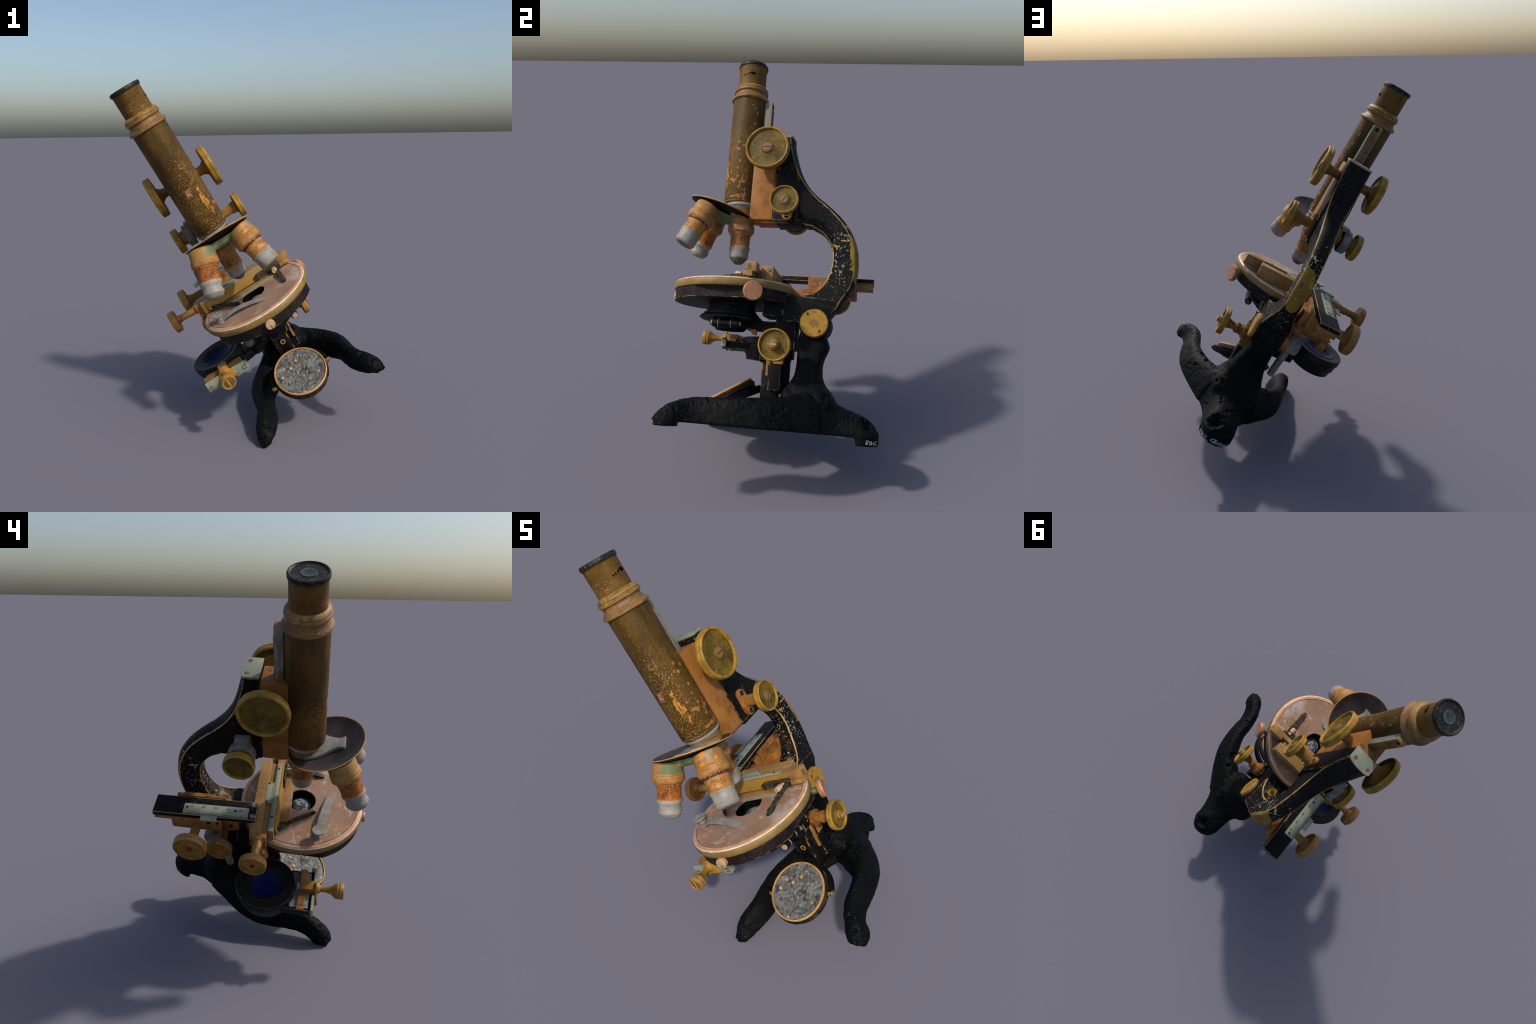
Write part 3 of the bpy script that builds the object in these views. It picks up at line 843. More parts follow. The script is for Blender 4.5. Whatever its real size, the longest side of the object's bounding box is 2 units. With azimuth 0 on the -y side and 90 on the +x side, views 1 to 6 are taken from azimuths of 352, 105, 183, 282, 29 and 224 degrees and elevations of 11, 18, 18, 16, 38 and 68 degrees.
p.lathe([(0.062, 0.076, "bracket"), (0.064, 0.080, "bracket"), (0.060, 0.112, "bracket"), (0.052, 0.113, "grey"), (0.056, 0.116, "grey"), (0.056, 0.172, "grey"), (0.050, 0.181, "grey"), (0, 0.182, "grey")], (0, 0.462, -0.203), NX, 56)
p.sweep(spline([(-0.140, 0.450, -0.235), (-0.139, 0.432, -0.30), (-0.138, 0.415, -0.36), (-0.139, 0.402, -0.42), (-0.140, 0.397, -0.45)], 14), circle_section(0.021), "grey", up=(0, 1, 0))
p.finish()

# ------------------------------------------------------------------- stage
SC = (0.0, 0.015)
p = Part("stage")
ring = []
cut = 0.277
for a in np.linspace(0, 2 * math.pi, 145)[:-1]:
    x, y = SC[0] + 0.309 * math.cos(a), SC[1] + 0.309 * math.sin(a)
    ring.append((max(-cut, min(cut, x)), y))
# solid annular body with the light well through it
b = bmesh.new()
m = p.mi("stage_body"); mk = p.mi("black"); mc = p.mi("chip2")
lev = [(1.0, -0.112, mc), (1.0, -0.050, m)]
outer = [[b.verts.new((x, y, z)) for x, y in ring] for z in (-0.113, -0.1105, -0.050)]
inner = [[b.verts.new((0.071 * math.cos(a), SC[1] + 0.071 * math.sin(a), z)) for a in np.linspace(0, 2 * math.pi, 145)[:-1]] for z in (-0.115, -0.050)]
bot = [b.verts.new((SC[0] + (x - SC[0]) * 0.992, SC[1] + (y - SC[1]) * 0.992, -0.115)) for x, y in ring]
n = len(ring)
for i in range(n):
    j = (i + 1) % n
    for A, B, mm in ((bot, outer[0], mc), (outer[0], outer[1], mc), (outer[1], outer[2], m), (inner[0], bot, mk), (inner[1], inner[0], mk), (outer[2], inner[1], mk)):
        b.faces.new((A[i], A[j], B[j], B[i])).material_index = mm
p._merge(b)
p.box((-0.079, 0.079), (0.24, 0.318), (-0.150, -0.052), "black", 0.004, "chip2")
stage = p.finish()
p = Part("rotating_stage_plate", stage)
p.lathe([(0.071, -0.060, "dark"), (0.071, -0.018, "copper"), (0.073, -0.014, "copper"), (0.288, -0.014, "copper"), (0.2895, -0.0155, "slot"), (0.2915, -0.0155, "copper"), (0.293, -0.014, "pink_edge"), (0.304, -0.0145, "pink_edge"), (0.3105, -0.018, "bright_edge"), (0.3145, -0.0225, "rim"), (0.3185, -0.029, "rim"), (0.3200, -0.036, "rim"), (0.3195, -0.050, "rim"), (0.315, -0.058, "rim"), (0.25, -0.060, "rim")], (*SC, 0), seg=144)
p.finish()
for sx in (1, -1):
    d = V((math.cos(math.radians(28)), math.sin(math.radians(28)), 0)); d.x *= sx
    p = Part("stage_thumbscrew", stage)
    o = V((sx * 0.325, 0.193, -0.088)) - d * 0.1
    p.lathe([(0, 0.0, "steel_screw"), (0.016, 0.0, "steel_screw"), (0.016, 0.066, "silver"), (0.020, 0.068, "dull_knob"), (0.044, 0.072, "dull_knob"), (0.0465, 0.076, "dull_knob"), (0.0465, 0.083, "dull_knob"), (0.0445, 0.085, "pink"), (0.0465, 0.087, "pink"), (0.0465, 0.095, "pink"), (0.044, 0.099, "pink"), (0.0, 0.100, "pink")], o, d, 48)
    p.finish()
p = Part("stage_centre_screw", stage)
p.lathe([(0, 0.27, "pink"), (0.0255, 0.27, "pink"), (0.0265, 0.322, "ivory"), (0.024, 0.3265, "ivory"), (0, 0.328, "ivory")], (-0.008, 0.010, -0.080), (0, -1, 0), 32)
p.box((-0.0095, -0.0065), (-0.3188, -0.31), (-0.1045, -0.082), "slot", 0)
p.finish()


# spring clips
def clip(name, base, tip, side, mat_arm, mat_screw, w, rise, head_r, lens):
    p = Part(name, stage)
    base, tip = V(base), V(tip)
    z = -0.014
    d = (tip - base); L = d.length; d.normalize()
    path = [base - d * 0.018 + V((0, 0, 0.012)), base + d * 0.01 + V((0, 0, 0.013)), base + d * L * 0.3 + V((0, 0, 0.012 + rise)), base + d * L * 0.6 + V((0, 0, 0.012 + rise * 0.8)), base + d * L * 0.88 + V((0, 0, 0.006)), tip + V((0, 0, 0.005))]
    hw = w / 2
    p.sweep(spline(path, 22), [(-hw, -0.0022), (hw, -0.0022), (hw, 0.0022), (-hw, 0.0022)], mat_arm, widths=[0.9] * 3 + [1.0] * 16 + [0.95, 0.8, 0.55])
    p.lathe([(head_r * 0.62, 0.0, mat_screw), (head_r * 0.62, 0.010, mat_screw), (head_r * 0.42, 0.013, mat_screw), (head_r * 0.42, 0.02, mat_screw), (head_r * 0.6, 0.023, mat_screw), (head_r * 0.6, 0.028, mat_screw), (head_r * 0.4, 0.031, mat_screw), (head_r * 0.5, 0.038, mat_screw), (head_r, 0.042, mat_screw), (head_r * 1.04, 0.047, mat_screw), (head_r, 0.052, mat_screw), (0, 0.053, mat_screw)], base, (0, 0, 1), 32)
    return p.finish()


clip("spring_clip", (-0.222, -0.092, -0.014), (0.052, -0.132, -0.014), 1, "silver", "silver", 0.042, 0.014, 0.030, 0.28)
p = Part("spring_clip", stage)
p.sweep(spline([(0.192, 0.125, 0.012), (0.190, 0.075, 0.010), (0.187, 0.02, 0.004), (0.184, -0.04, -0.005), (0.181, -0.085, -0.010)], 14), [(-0.011, -0.007), (0.011, -0.007), (0.011, 0.007), (-0.011, 0.007)], "clip_dark", widths=[1] * 10 + [1.2, 1.3, 1.0, 0.7])
p.rod((0.178, 0.118, 0.012), (0.174, 0.088, 0.016), 0.012, "ivory")
p.rod((0.175, 0.092, 0.016), (0.172, 0.058, 0.020), 0.0165, "ivory")
p.finish()

# the stage sits very slightly nose-down
TILT = Matrix.Translation((0, 0.30, -0.02)) @ Matrix.Rotation(0.022, 4, "X") @ Matrix.Translation((0, -0.30, 0.02))
for ob in [stage] + [o for o in root.children_recursive if o.parent == stage and o.name.split(".")[0] != "stage_thumbscrew"]:
    ob.data.transform(TILT)

# condenser lens seen down the well
p = Part("condenser")
p.lathe([(0.069, -0.050, "dark"), (0.069, -0.10, "dark"), (0.056, -0.072, "iris"), (0.054, -0.064, "iris"), (0.049, -0.062, "lens"), (0.038, -0.053, "lens"), (0.020, -0.047, "lens"), (0, -0.046, "lens")], (0.004, 0.018, 0), seg=48)
p.lathe([(0, -0.116, "black"), (0.122, -0.116, "black"), (0.124, -0.155, "black"), (0.132, -0.158, "iris"), (0.134, -0.170, "iris"), (0.145, -0.172, "iris"), (0.147, -0.182, "iris"), (0.158, -0.186, "iris"), (0.166, -0.196, "edge3"), (0.166, -0.200, "iris"), (0.152, -0.209, "black"), (0.112, -0.213, "black"), (0.110, -0.236, "black"), (0.088, -0.241, "black"), (0.074, -0.258, "dark"), (0.06, -0.260, "dark"), (0, -0.260, "dark")], (0.003, 0.010, 0), seg=80)
cond = p.finish()
p = Part("iris_lever", cond)
for y0, y1, r, mt in ((-0.056, -0.048, 0.016, "ivory"), (-0.048, -0.018, 0.021, "black"), (-0.018, -0.014, 0.0228, "silver"), (-0.014, 0.046, 0.021, "black"), (0.046, 0.051, 0.0228, "silver"), (0.051, 0.088, 0.021, "black"), (0.088, 0.100, 0.013, "steel_screw")):
    p.rod((0.136, y0, -0.234), (0.136, y1, -0.234), r, mt)
p.finish()
p = Part("condenser_arm", cond)
p.box((-0.055, 0.035), (0.10, 0.285), (-0.250, -0.200), "black", 0.006, "chip2")
p.prism([(0.125, -0.248), (0.165, -0.248), (0.165, -0.278), (0.150, -0.278)], "x", 0.045, 0.07, "rust", 0.003)
p.rod((-0.150, -0.085, -0.205), (-0.163, -0.110, -0.210), 0.021, "grey")
p.prism([(-0.165, -0.10), (-0.09, -0.05), (-0.08, 0.06), (-0.13, 0.03)], "z", -0.245, -0.19, "black", 0.01)
p.finish()

# substage slide, rack and tail-piece
p = Part("substage_bracket")
p.box((-0.064, 0.064), (0.262, 0.366), (-0.34, -0.115), "black", 0.005, "chip2")
p.box((-0.05, 0.05), (0.30, 0.352), (-0.385, -0.33), "black", 0.005)
p.box((-0.046, 0.080), (0.196, 0.262), (-0.400, -0.262), "black", 0.005, "chip2")
p.box((-0.052, 0.046), (0.205, 0.285), (-0.61, -0.39), "black", 0.005, "chip2")
p.box((0.046, 0.090), (0.250, 0.312), (-0.545, -0.30), "black", 0.004, "chip2")
p.box((0.074, 0.089), (0.234, 0.247), (-0.475, -0.30), "dull_knob", 0.003)
for i in range(24):
    z = -0.42 + i * 0.007
    p.box((0.075, 0.088), (0.246, 0.2515), (z, z + 0.0038), "knob", 0)
p.box((0.05, 0.094), (0.268, 0.318), (-0.415, -0.30), "bracket", 0.004)
# keyhole slot in the front of the tail-piece
p.prism([(0.022 * math.cos(q), -0.448 + 0.022 * math.sin(q)) for q in np.linspace(0, math.pi, 12)] + [(-0.022, -0.535), (0.022, -0.535)], "y", 0.2030, 0.2044, "dark", 0)
p.lathe([(0.0, 0.0, "shaft"), (0.0165, 0.0, "shaft"), (0.0165, 0.002, "shaft"), (0.008, 0.002, "dark"), (0, 0.003, "dark")], (0.002, 0.2035, -0.452), (0, -1, 0), 28)
p.prism([(-0.082, -0.29), (0.088, -0.29), (0.090, -0.335), (0.070, -0.355), (0.066, -0.395), (0.052, -0.41), (-0.045, -0.41), (-0.055, -0.37), (-0.075, -0.35)], "y", 0.192, 0.262, "black", 0.005, "chip2")
p.box((-0.010, 0.078), (0.186, 0.193), (-0.322, -0.300), "grey", 0.002)
p.box((-0.088, 0.088), (0.192, 0.30), (-0.180, -0.108), "black", 0.006, "chip2")
p.box((-0.042, 0.042), (0.27, 0.338), (-0.56, -0.375), "black", 0.012)
sub = p.finish()
screw(sub, (0.0925, 0.303, -0.39), X, 0.012, DARK, h=0.01)
screw(sub, (0.0, 0.193, -0.335), (0, -1, 0), 0.020, DARK, h=0.008)
k = knob("substage_knob", sub, (0, 0.296, -0.331), X, 0.079, 0.214, 0.248, 0, 0.020, 0.032, 0.08, hub=0.024, depth=0.012)
p = Part("knob_shoulder", k)
p.lathe([(0.046, 0.09, "bracket"), (0.046, 0.108, "bracket"), (0.036, 0.112, "bracket"), (0.030, 0.135, "bracket"), (0.034, 0.14, "bracket"), (0.034, 0.155, "bracket"), (0.022, 0.16, "bracket")], (0, 0.296, -0.331), X, 8)
p.lathe([(0.024, 0.235, "knob"), (0.024, 0.254, "knob"), (0.019, 0.258, "screw"), (0.019, 0.266, "screw"), (0.015, 0.270, "screw"), (0, 0.271, "screw")], (0, 0.296, -0.331), X, 40)
p.box((0.268, 0.2722), (0.279, 0.313), (-0.333, -0.329), "slot_light", 0)
p.finish()

# ----------------------------------------------------- swing-out filter stage
FC = (-0.368, 0.153)
p = Part("filter_holder")
p.lathe([(0.079, -0.292, "dark"), (0.079, -0.276, "iris"), (0.094, -0.270, "iris"), (0.103, -0.2645, "edge3"), (0.106, -0.2645, "iris"), (0.108, -0.268, "iris"), (0.150, -0.262, "edge3"), (0.1535, -0.265, "iris"), (0.1545, -0.270, "iris"), (0.1545, -0.298, "edge3"), (0.152, -0.301, "iris"), (0.148, -0.303, "iris"), (0.147, -0.322, "edge3"), (0.1455, -0.324, "iris"), (0.144, -0.344, "iris"), (0.134, -0.358, "iris"), (0.130, -0.384, "black"), (0.085, -0.388, "black"), (0.078, -0.30, "black")], (*FC, 0), seg=96)
filt = p.finish()
p = Part("blue_filter", filt)
p.lathe([(0, -0.325, "blue"), (0.0785, -0.320, "blue"), (0.0787, -0.279, "blue"), (0.074, -0.282, "blue"), (0.060, -0.291, "blue"), (0.03, -0.298, "blue"), (0.0, -0.300, "blue")], (*FC, 0), seg=64)
p.finish()
p = Part("filter_arm", filt)
p.prism([(-0.27, 0.10), (-0.20, 0.115), (-0.12, 0.15), (-0.05, 0.21), (-0.04, 0.29), (-0.13, 0.29), (-0.24, 0.26)], "z", -0.395, -0.345, "black", 0.008)
p.rod((-0.146, 0.145, -0.392), (-0.146, 0.145, -0.335), 0.036, "black")
p.finish()
p = Part("filter_carriage", filt)
p.box((-0.482, -0.250), (-0.088, 0.075), (-0.338, -0.296), "black", 0.004, "chip2")
p.box((-0.470, -0.262), (-0.075, 0.02), (-0.299, -0.291), "grey", 0.002)
p.box((-0.485, -0.248), (-0.055, -0.018), (-0.296, -0.279), "dull_knob", 0.003)
for i in range(20):
    x = -0.462 + i * 0.005
    p.box((x, x + 0.0026), (-0.052, -0.021), (-0.281, -0.2755), "bracket", 0)
for x0, x1 in ((-0.488, -0.395), (-0.322, -0.236)):
    p.box((x0, x1), (-0.100, -0.088), (-0.340, -0.277), "scale", 0.004)
p.box((-0.249, -0.225), (-0.10, -0.07), (-0.33, -0.29), "scale", 0.003)
p.prism([(-0.372, -0.238), (-0.343, -0.238), (-0.286, -0.330), (-0.292, -0.340), (-0.325, -0.322), (-0.388, -0.322), (-0.418, -0.342), (-0.424, -0.330)], "y", -0.112, -0.101, "knob", 0.003)
p.box((-0.384, -0.330), (-0.10, -0.03), (-0.312, -0.25), "bracket", 0.004)
carr = p.finish()
for x, z in ((-0.465, -0.318), (-0.255, -0.312)):
    screw(carr, (x, -0.101, z), (0, -1, 0), 0.014, STEEL, h=0.008)
for x, z in ((-0.300, -0.326), (-0.408, -0.330)):
    screw(carr, (x, -0.113, z), (0, -1, 0), 0.012, STEEL, h=0.008)
p = Part("filter_screw", filt)
p.lathe([(0, 0.0, "grey"), (0.021, 0.0, "grey"), (0.021, 0.036, "shaft"), (0.019, 0.038, "shaft"), (0.019, 0.092, "knob"), (0.026, 0.096, "knob"), (0.029, 0.102, "knob"), (0.026, 0.110, "knob"), (0.016, 0.120, "knob"), (0.0145, 0.145, "knob"), (0.018, 0.160, "knob"), (0.020, 0.170, "knob"), (0.026, 0.180, "knob"), (0.036, 0.192, "dull_knob"), (0.0405, 0.198, "dull_knob"),
         (0.0415, 0.206, "dull_knob"), (0.038, 0.211, "dull_knob"), (0.0415, 0.216, "dull_knob"), (0.0415, 0.230, "dull_knob"), (0.038, 0.236, "dull_knob"), (0.033, 0.237, "shaft"), (0.029, 0.232, "shaft"), (0.025, 0.232, "knob"), (0.024, 0.235, "face"), (0, 0.235, "face")], (-0.356, -0.008, -0.277), (0, -1, 0), 48)
p.box((-0.358, -0.354), (-0.2445, -0.240), (-0.299, -0.255), "ivory", 0)
p.finish()

# ------------------------------------------------------------------- mirror
MC = V((-0.002, 0.005, -0.573)); MN = V((0.10, -0.505, 0.857)).normalized()
MA = (V((1, 0, 0)) - MN * MN.x).normalized(); MB = MN.cross(MA)
p = Part("mirror")
p.lathe([(0.1465, -0.030, "dark"), (0.1465, -0.002, "gold"), (0.1475, 0.001, "gold"), (0.150, 0.004, "gold"), (0.1555, 0.002, "gold"), (0.1575, -0.003, "gold"), (0.157, -0.007, "black"), (0.1545, -0.009, "black"), (0.1590, -0.012, "edge3"), (0.1605, -0.016, "black"), (0.159, -0.018, "black"), (0.164, -0.021, "edge3"), (0.165, -0.030, "black"), (0.161, -0.033, "black"), (0.161, -0.044, "edge3"), (0.153, -0.052, "black"), (0.11, -0.070, "black"), (0.0, -0.074, "black")], MC, MN, 96)
mir = p.finish()
p = Part("mirror_face", mir)
b = bmesh.new()
rings = [[b.verts.new((0, 0, 0))]]
NR, NS = 54, 150
for i in range(1, NR + 1):
    r = 0.1472 * i / NR
    rings.append([b.verts.new((r * math.cos(2 * math.pi * j / NS), r * math.sin(2 * math.pi * j / NS), 0)) for j in range(NS)])
for j in range(NS):
    b.faces.new((rings[0][0], rings[1][j], rings[1][(j + 1) % NS]))
for A, B in zip(rings[1:], rings[2:]):
    for j in range(NS):
        b.faces.new((A[j], B[j], B[(j + 1) % NS], A[(j + 1) % NS]))
for v in b.verts:
    c = v.co.copy(); r = c.length
    fade = min(1.0, max(0.0, (0.142 - r) / 0.03))
    rn = 1 - abs(noise.noise(c * 42 + V((5, 1, 2)))) * 2.2
    knob_ = max(0.0, noise.noise(c * 30 + V((2, 2, 8))) - 0.25)
    v.co.z = -0.004 - 0.008 * (1 - (r / 0.147) ** 2) + fade * (0.0035 * rn + 0.0030 * noise.noise(c * 75 + V((1, 9, 4))) + 0.0016 * noise.noise(c * 150) + 0.008 * knob_)
p.mi("mirror")
q = Matrix((MA, MB, MN)).transposed().to_4x4(); q.translation = MC
p._merge(b, q)
p.finish()
p = Part("mirror_fork", mir)
dirv = (V((0, 0.93, 0.36)) - MA * V((0, 0.93, 0.36)).dot(MA)).normalized()
back = MC - MN * 0.040
path = [back + MA * 0.174 * math.cos(a) + dirv * 0.176 * math.sin(a) for a in np.linspace(0, math.pi, 40)]
p.sweep(path, [(-0.010, -0.017), (0.010, -0.017), (0.010, 0.017), (-0.010, 0.017)], "black", up=MA.cross(dirv))
for s in (1, -1):
    p.rod(back + MA * s * 0.145, back + MA * s * 0.187, 0.015, "chip2")
    p.rod(back + MA * s * 0.185, back + MA * s * 0.196, 0.010, "steel_screw")
p.rod(back + dirv * 0.17, back + dirv * 0.235, 0.018, "black")
p.finish()

# --------------------------------------------------------- revolving nosepiece
PN = V((0.0, 0.285, 0.9585)).normalized()
PC = V((0.0, -0.093, 0.401))
p = Part("nosepiece")
p.lathe([(0.0, 0.428, "silver"), (0.088, 0.428, "silver"), (0.0885, 0.412, "silver"), (0.080, 0.402, "silver"), (0.078, 0.398, "ring"), (0.074, 0.37, "patina"), (0.072, 0.345, "patina"), (0.0, 0.34, "patina")], (TX, TY + 0.004, 0), seg=64)
nose = p.finish()
p = Part("dust_disc", nose)
p.lathe([(0, -0.024, "disc"), (0.06, -0.022, "disc"), (0.10, -0.0165, "disc"), (0.14, -0.010, "disc"), (0.17, -0.003, "disc"), (0.184, 0.003, "gold"), (0.1875, 0.003, "gold"), (0.1885, 0.000, "gold"), (0.184, -0.003, "black"), (0.17, -0.008, "black"), (0.14, -0.015, "black"), (0.10, -0.022, "black"), (0.06, -0.027, "black"), (0, -0.029, "black")], PC, PN, 120)
p.finish()
p = Part("index_spring", nose)
u = V((1, 0, 0)); w_ = PN.cross(u)
tfm = Matrix((u, w_, PN)).transposed().to_4x4(); tfm.translation = PC
# flared pale spring leaf reaching from the collar over the disc
half = spline([(0.083, 0.100), (0.080, 0.050), (0.066, 0.010), (0.045, -0.025), (0.034, -0.050), (0.031, -0.070), (0.038, -0.092)], 22)
side_ = [(float(a_), float(c_)) for a_, c_ in half]
p.prism([(-a_, c_) for a_, c_ in side_[::-1]] + side_, "z", -0.0215, -0.005, "silver", 0.002, tf=tfm)
p.finish()
# domed hub that carries the objectives
OBJ = [("objective", V((-0.006, 0.016, 0.352)), V((0.0, 0.0, -1)), 0.252, "objective"),
       ("objective", V((0.112, -0.148, 0.368)), V((0.222, -0.405, -0.887)), 0.238, "objective"),
       ("objective", V((-0.108, -0.172, 0.388)), V((-0.255, -0.42, -0.872)), 0.252, "rust")]
p = Part("objective_hub", nose)
hub = []
b = bmesh.new()
NA = 72
socket_az = []
for nm, o, d, L, mt in OBJ:
    q = o - PC; q -= PN * q.dot(PN)
    socket_az.append(math.atan2(q.dot(w_), q.dot(u)))
for h, r0, r1 in ((-0.030, 0.090, 0.150), (-0.034, 0.088, 0.158), (-0.050, 0.078, 0.150), (-0.064, 0.060, 0.11), (-0.070, 0.02, 0.04)):
    ring = []
    for i in range(NA):
        a = 2 * math.pi * i / NA
        s = max(math.exp(-((math.remainder(a - az, 2 * math.pi)) / 0.52) ** 4) for az in socket_az)
        ring.append(b.verts.new(PC + PN * h + (u * math.cos(a) + w_ * math.sin(a)) * (r0 + (r1 - r0) * s)))
    hub.append(ring)
for A, B in zip(hub, hub[1:]):
    for i in range(NA):
        b.faces.new((A[i], A[(i + 1) % NA], B[(i + 1) % NA], B[i]))
b.faces.new(hub[0]); b.faces.new(hub[-1][::-1])
p.mi("patina")
p._merge(b)
p.finish()
for i, (nm, o, d, L, mt) in enumerate(OBJ):
    p = Part(nm, nose)
    s = L / 0.252
    kn = ("knurl2", "knurl", "knurl")[i]
    mt = ("grimy", "objective", "rust")[i]
    band = ("knurl2", "bead", "rust")[i]
    prof = [(0, -0.02, "patina"), (0.060, -0.02, "patina"), (0.067, -0.014, "patina"), (0.0695, -0.004, "patina"), (0.0695, 0.034, "patina"), (0.0695, 0.037, kn)]
    prof += [(0.0705, 0.039, kn), (0.0725, 0.043, kn), (0.0712, 0.046, kn), (0.0735, 0.050, kn), (0.0735, 0.056, kn), (0.0722, 0.059, kn), (0.0745, 0.062, kn), (0.0748, 0.072, kn), (0.0715, 0.078, kn)] if i else \
            [(0.073, 0.040, kn), (0.0748, 0.046, kn), (0.0748, 0.070, kn), (0.073, 0.077, kn)]
    prof += [(0.066, 0.083, kn), (0.0635, 0.085, band), (0.062, 0.093, band), (0.058, 0.097, kn), (0.0560, 0.100, mt), (0.0550, 0.150 * s, mt), (0.0555, 0.158 * s, "knurl" if i else "knurl2"), (0.0585, 0.162 * s, "knurl" if i == 1 else "silver" if i else "knurl2"), (0.0590, 0.168 * s, "silver"), (0.0575, 0.175 * s, "silver"), (0.0545, 0.181 * s, "silver")]
    if i == 0:
        prof += [(0.0535, 0.215, "silver"), (0.050, 0.222, "steel_screw"), (0.026, 0.248, "steel_screw"), (0.020, 0.252, "steel_screw"), (0.0, 0.252, "steel_screw")]
    elif i == 1:
        prof += [(0.0545, 0.186 * s, "silver"), (0.0555, L - 0.018, "silver"), (0.052, L - 0.010, "silver"), (0.047, L - 0.006, "silver"), (0.040, L - 0.004, "steel_screw"), (0.018, L + 0.001, "steel_screw"), (0.0, L + 0.002, "steel_screw")]
    else:
        prof += [(0.051, 0.188 * s, "silver"), (0.0515, 0.208 * s, "silver"), (0.0555, 0.216 * s, "silver"), (0.0555, 0.224 * s, "silver"), (0.052, 0.229 * s, "silver"), (0.046, L - 0.012, "silver"), (0.036, L - 0.004, "silver"), (0.012, L, "steel_screw"), (0.0, L + 0.003, "steel_screw")]
    if i == 0:
        prof = [(r * 0.955, h, m_) for r, h, m_ in prof]
    p.lathe(prof, o, d, 72)
    # the sockets are cut off flush below the dished dust disc
    for v in p.bm.verts:
        h = (v.co - PC).dot(PN)
        r = ((v.co - PC) - PN * h).length
        lim = -0.036 + 0.028 * min(1.0, r / 0.184) ** 2.0
        if h > lim and (v.co - o).dot(d) < 0.036:
            v.co += d * ((lim - h) / d.dot(PN))
    p.finish()

# --------------------------------------------------------- mechanical stage
YAW = Matrix.Translation((0, 0.16, 0)) @ Matrix.Rotation(math.radians(2.2), 4, "Z") @ Matrix.Translation((0, -0.16, 0))
p = Part("mechanical_stage")
# fixed carriage lying across the copper plate
p.box((-0.302, 0.196), (0.188, 0.246), (-0.024, 0.058), "slide", 0.004, tf=YAW)
p.box((-0.300, 0.178), (0.160, 0.190), (-0.010, 0.048), "slide", 0.003, tf=YAW)
mech = p.finish()
p = Part("specimen_slide_bar", mech)
p.box((-0.288, 0.288), (0.1295, 0.159), (-0.012, 0.057), "slide", 0.004, tf=YAW)
p.box((0.205, 0.288), (0.128, 0.178), (0.012, 0.060), "slide", 0.004, tf=YAW)
p.prism([(0.128, 0.054), (0.128, 0.004), (0.112, 0.002), (0.116, 0.012)], "x", -0.26, 0.20, "slide_front", 0.002, tf=YAW)
p.box((-0.172, 0.168), (0.066, 0.130), (-0.0235, -0.004), "slide", 0.002, tf=YAW)
p.box((-0.172, 0.168), (0.0645, 0.0668), (-0.020, -0.006), "scale", 0, tf=YAW)
bar = p.finish()


def ruler(name, parent, x0, x1, y0, y1, z0, z1, n, side, along="x", tf=YAW, nums=()):
    """pale engraved scale with tick marks at its edge"""
    p = Part(name, parent)
    p.box((x0, x1), (y0, y1), (z0, z1), "scale", 0.0015, tf=tf)
    a0, a1 = (x0, x1) if along == "x" else (y0, y1)
    for i in range(n):
        c = a0 + (a1 - a0) * (0.06 + 0.88 * i / (n - 1))
        L = 0.016 if i % 10 == 0 else (0.013 if i % 5 == 0 else 0.009)
        if along == "x":
            yy = (y0 + 0.001, y0 + L) if side < 0 else (y1 - L, y1 - 0.001)
            p.box((c - 0.0006, c + 0.0006), yy, (z1 - 0.002, z1 + 0.0006), "mark", 0, tf=tf)
        else:
            xx = (x0 + 0.001, x0 + L) if side < 0 else (x1 - L, x1 - 0.001)
            p.box(xx, (c - 0.0006, c + 0.0006), (z1 - 0.002, z1 + 0.0006), "mark", 0, tf=tf)
    for c, txt in nums:
        cu = bpy.data.curves.new("numeral", "FONT")
        cu.body = txt; cu.size = 0.016; cu.align_x = "CENTER"; cu.extrude = 0.0004
        to = bpy.data.objects.new("numeral", cu)
        bpy.context.scene.collection.objects.link(to)
        me = bpy.data.meshes.new_from_object(to.evaluated_get(bpy.context.evaluated_depsgraph_get()))
        bpy.data.objects.remove(to); bpy.data.curves.remove(cu)
        b = bmesh.new(); b.from_mesh(me); bpy.data.meshes.remove(me)
        for f in b.faces:
            f.material_index = p.mi("mark")
        if along == "x":
            mt = Matrix.Translation((c, (y0 + y1) / 2 - 0.002, z1 + 0.0005)) @ Matrix.Rotation(math.pi, 4, "Z")
        else:
            mt = Matrix.Translation(((x0 + x1) / 2 + 0.008, c, z1 + 0.0005)) @ Matrix.Rotation(-math.pi / 2, 4, "Z")
        p._merge(b, tf @ mt)
    return p.finish()


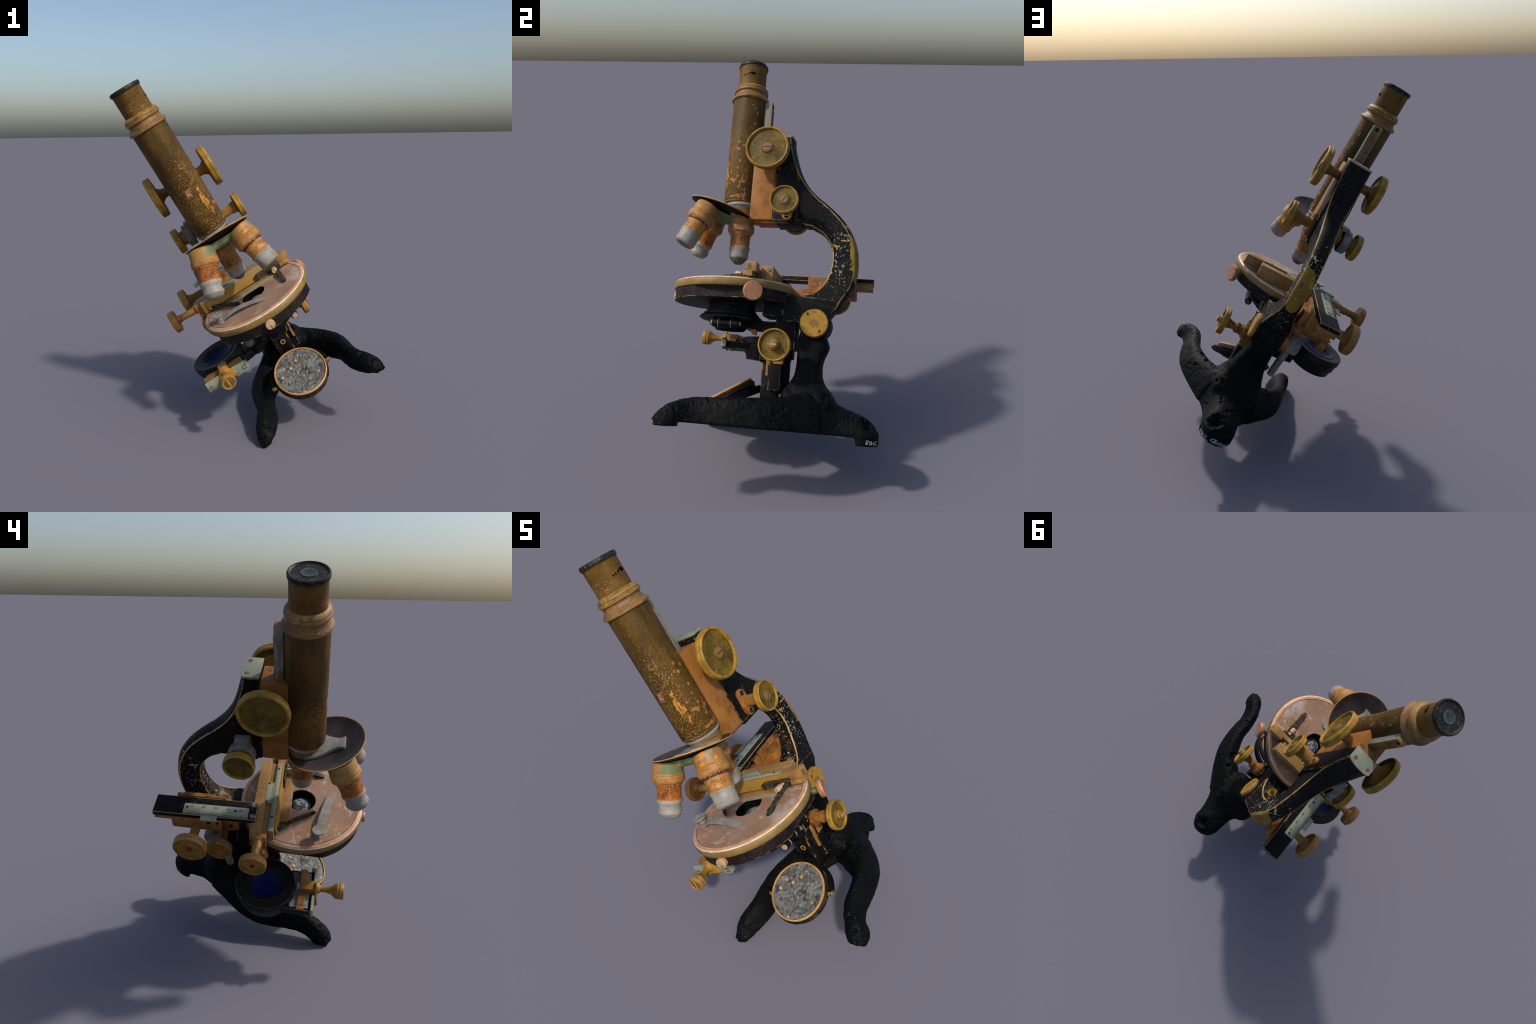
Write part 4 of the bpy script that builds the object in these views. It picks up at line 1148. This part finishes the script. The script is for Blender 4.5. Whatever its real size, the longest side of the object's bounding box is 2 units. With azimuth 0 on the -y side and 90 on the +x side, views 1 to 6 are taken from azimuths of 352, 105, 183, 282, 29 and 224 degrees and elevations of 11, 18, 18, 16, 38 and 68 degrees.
r1 = ruler("engraved_scale", mech, -0.287, 0.175, 0.1335, 0.158, 0.056, 0.0605, 52, 1, nums=[(x, "0") for x in ()])
r2 = ruler("vernier_scale", mech, -0.110, 0.030, 0.158, 0.196, 0.054, 0.0600, 21, -1)
for x, y in ((-0.10, 0.185), (0.022, 0.185), (0.13, 0.147), (-0.2, 0.147)):
    screw(r2, YAW @ V((x, y, 0.060)), (0, 0, 1), 0.006, DARK, h=0.004)
p = Part("slide_finger", mech)
p.prism([(0.055, -0.006), (0.215, -0.006), (0.222, 0.035), (0.075, 0.038), (0.045, 0.022)], "y", 0.108, 0.117, "clip_dark", 0.002, tf=YAW)
p.box((0.20, 0.275), (0.112, 0.128), (-0.006, 0.018), "slide", 0.003, tf=YAW)
p.sweep(spline([(-0.268, 0.128, 0.004), (-0.22, 0.098, 0.006), (-0.165, 0.04, 0.006), (-0.12, -0.02, 0.004), (-0.097, -0.052, 0.002), (-0.088, -0.066, 0.002)], 20), [(-0.005, -0.013), (0.005, -0.013), (0.005, 0.011), (-0.005, 0.011)], "clip_dark", widths=[1.0] * 15 + [0.95, 0.9, 0.8, 0.7, 0.5])
p.finish()
# lateral drive with its knob on the left
p = Part("cross_drive", mech)
p.box((-0.325, -0.295), (0.150, 0.232), (-0.028, 0.052), "bracket", 0.005)
p.lathe([(0.0, 0.30, "bracket"), (0.028, 0.30, "bracket"), (0.028, 0.332, "bracket"), (0.0225, 0.335, "shaft"), (0.0215, 0.38, "shaft"), (0.018, 0.382, "shaft"), (0.0185, 0.43, "shaft")], (0, 0.188, 0.024), NX, 40)
cd = p.finish()
screw(cd, (-0.318, 0.215, 0.052), (0, 0, 1), 0.010, STEEL, h=0.006)
k = knob("drive_knob", mech, (0, 0.189, 0.026), NX, 0.066, 0.448, 0.484, 0, 0.019, 0.03, 0.38, rim="dull_knob", face_mat="shaft", hub=0.011, hub_mat="slot", depth=0.012, back=False)
# long black slide running backwards
Y2 = Matrix.Translation((-0.19, 0.45, 0)) @ Matrix.Rotation(math.radians(1.4), 4, "Z") @ Matrix.Translation((0.19, -0.45, 0))
p = Part("black_slide", mech)
p.box((-0.251, -0.135), (0.215, 0.736), (0.048, 0.075), "black", 0.003, "chip", tf=Y2)
p.box((-0.243, -0.143), (0.40, 0.732), (0.018, 0.049), "bracket", 0.003, tf=Y2)
bs = p.finish()
screw(bs, (-0.150, 0.235, 0.0755), (0, 0, 1), 0.016, STEEL, turn=0.5, h=0.008)
screw(bs, (-0.222, 0.232, 0.0755), (0, 0, 1), 0.015, STEEL, turn=1.4, h=0.008)
r3 = ruler("engraved_scale", bs, -0.245, -0.180, 0.255, 0.582, 0.073, 0.0785, 66, -1, "y", Y2, nums=[(0.295, "50"), (0.358, "40"), (0.42, "30"), (0.483, "20"), (0.545, "10")])
r4 = ruler("vernier_scale", bs, -0.281, -0.2465, 0.405, 0.487, 0.071, 0.0775, 11, 1, "y", Y2)
screw(r3, Y2 @ V((-0.205, 0.565, 0.0787)), (0, 0, 1), 0.007, DARK, h=0.004)
screw(r3, Y2 @ V((-0.205, 0.32, 0.0787)), (0, 0, 1), 0.007, DARK, h=0.004)
# brass gear box below it and the bracket that clamps it to the limb
p = Part("gear_box", mech)
p.box((-0.252, -0.110), (0.388, 0.645), (-0.036, 0.047), "bracket", 0.006)
p.box((-0.122, -0.106), (0.388, 0.642), (-0.02, 0.066), "bracket", 0.003)
p.box((-0.155, -0.055), (0.352, 0.470), (-0.150, -0.030), "bracket", 0.010)
p.box((-0.205, -0.11), (0.31, 0.39), (-0.07, 0.0), "bracket", 0.006)
p.prism([(0.45, -0.10), (0.60, -0.04), (0.62, 0.04), (0.45, 0.04)], "x", -0.110, -0.072, "bracket", 0.008)
gb = p.finish()
for y in (0.452, 0.405):
    screw(gb, (-0.252, y, 0.025), NX, 0.010, DARK, h=0.008)
for q in ((0.231, 0.040), (0.206, 0.014)):
    screw(mech, YAW @ V((0.197, q[0] - 0.004, q[1])), X, 0.010, STEEL, h=0.008)
screw(gb, (-0.18, 0.387, 0.005), (0, -1, 0), 0.014, DARK, h=0.008)
screw(gb, (-0.206, 0.35, -0.04), NX, 0.011, DARK, h=0.008)
k = knob("drive_knob", mech, (0, 0.516, -0.010), NX, 0.085, 0.362, 0.405, 0, 0.0225, 0.034, 0.24, rim="dull_knob", face_mat="shaft", hub=0.020, hub_mat="shaft", knurl=26, depth=0.012)
screw(k, (-0.400, 0.516, -0.010), NX, 0.019, turn=1.5, h=0.008, me=bpy.data.meshes["brass_screw"])
k = knob("clamp_knob", mech, (0, 0.399, -0.122), NX, 0.066, 0.272, 0.312, 0, 0.024, 0.032, 0.14, rim="dull_knob", face_mat="shaft", hub=0.012, hub_mat="shaft", depth=0.014)
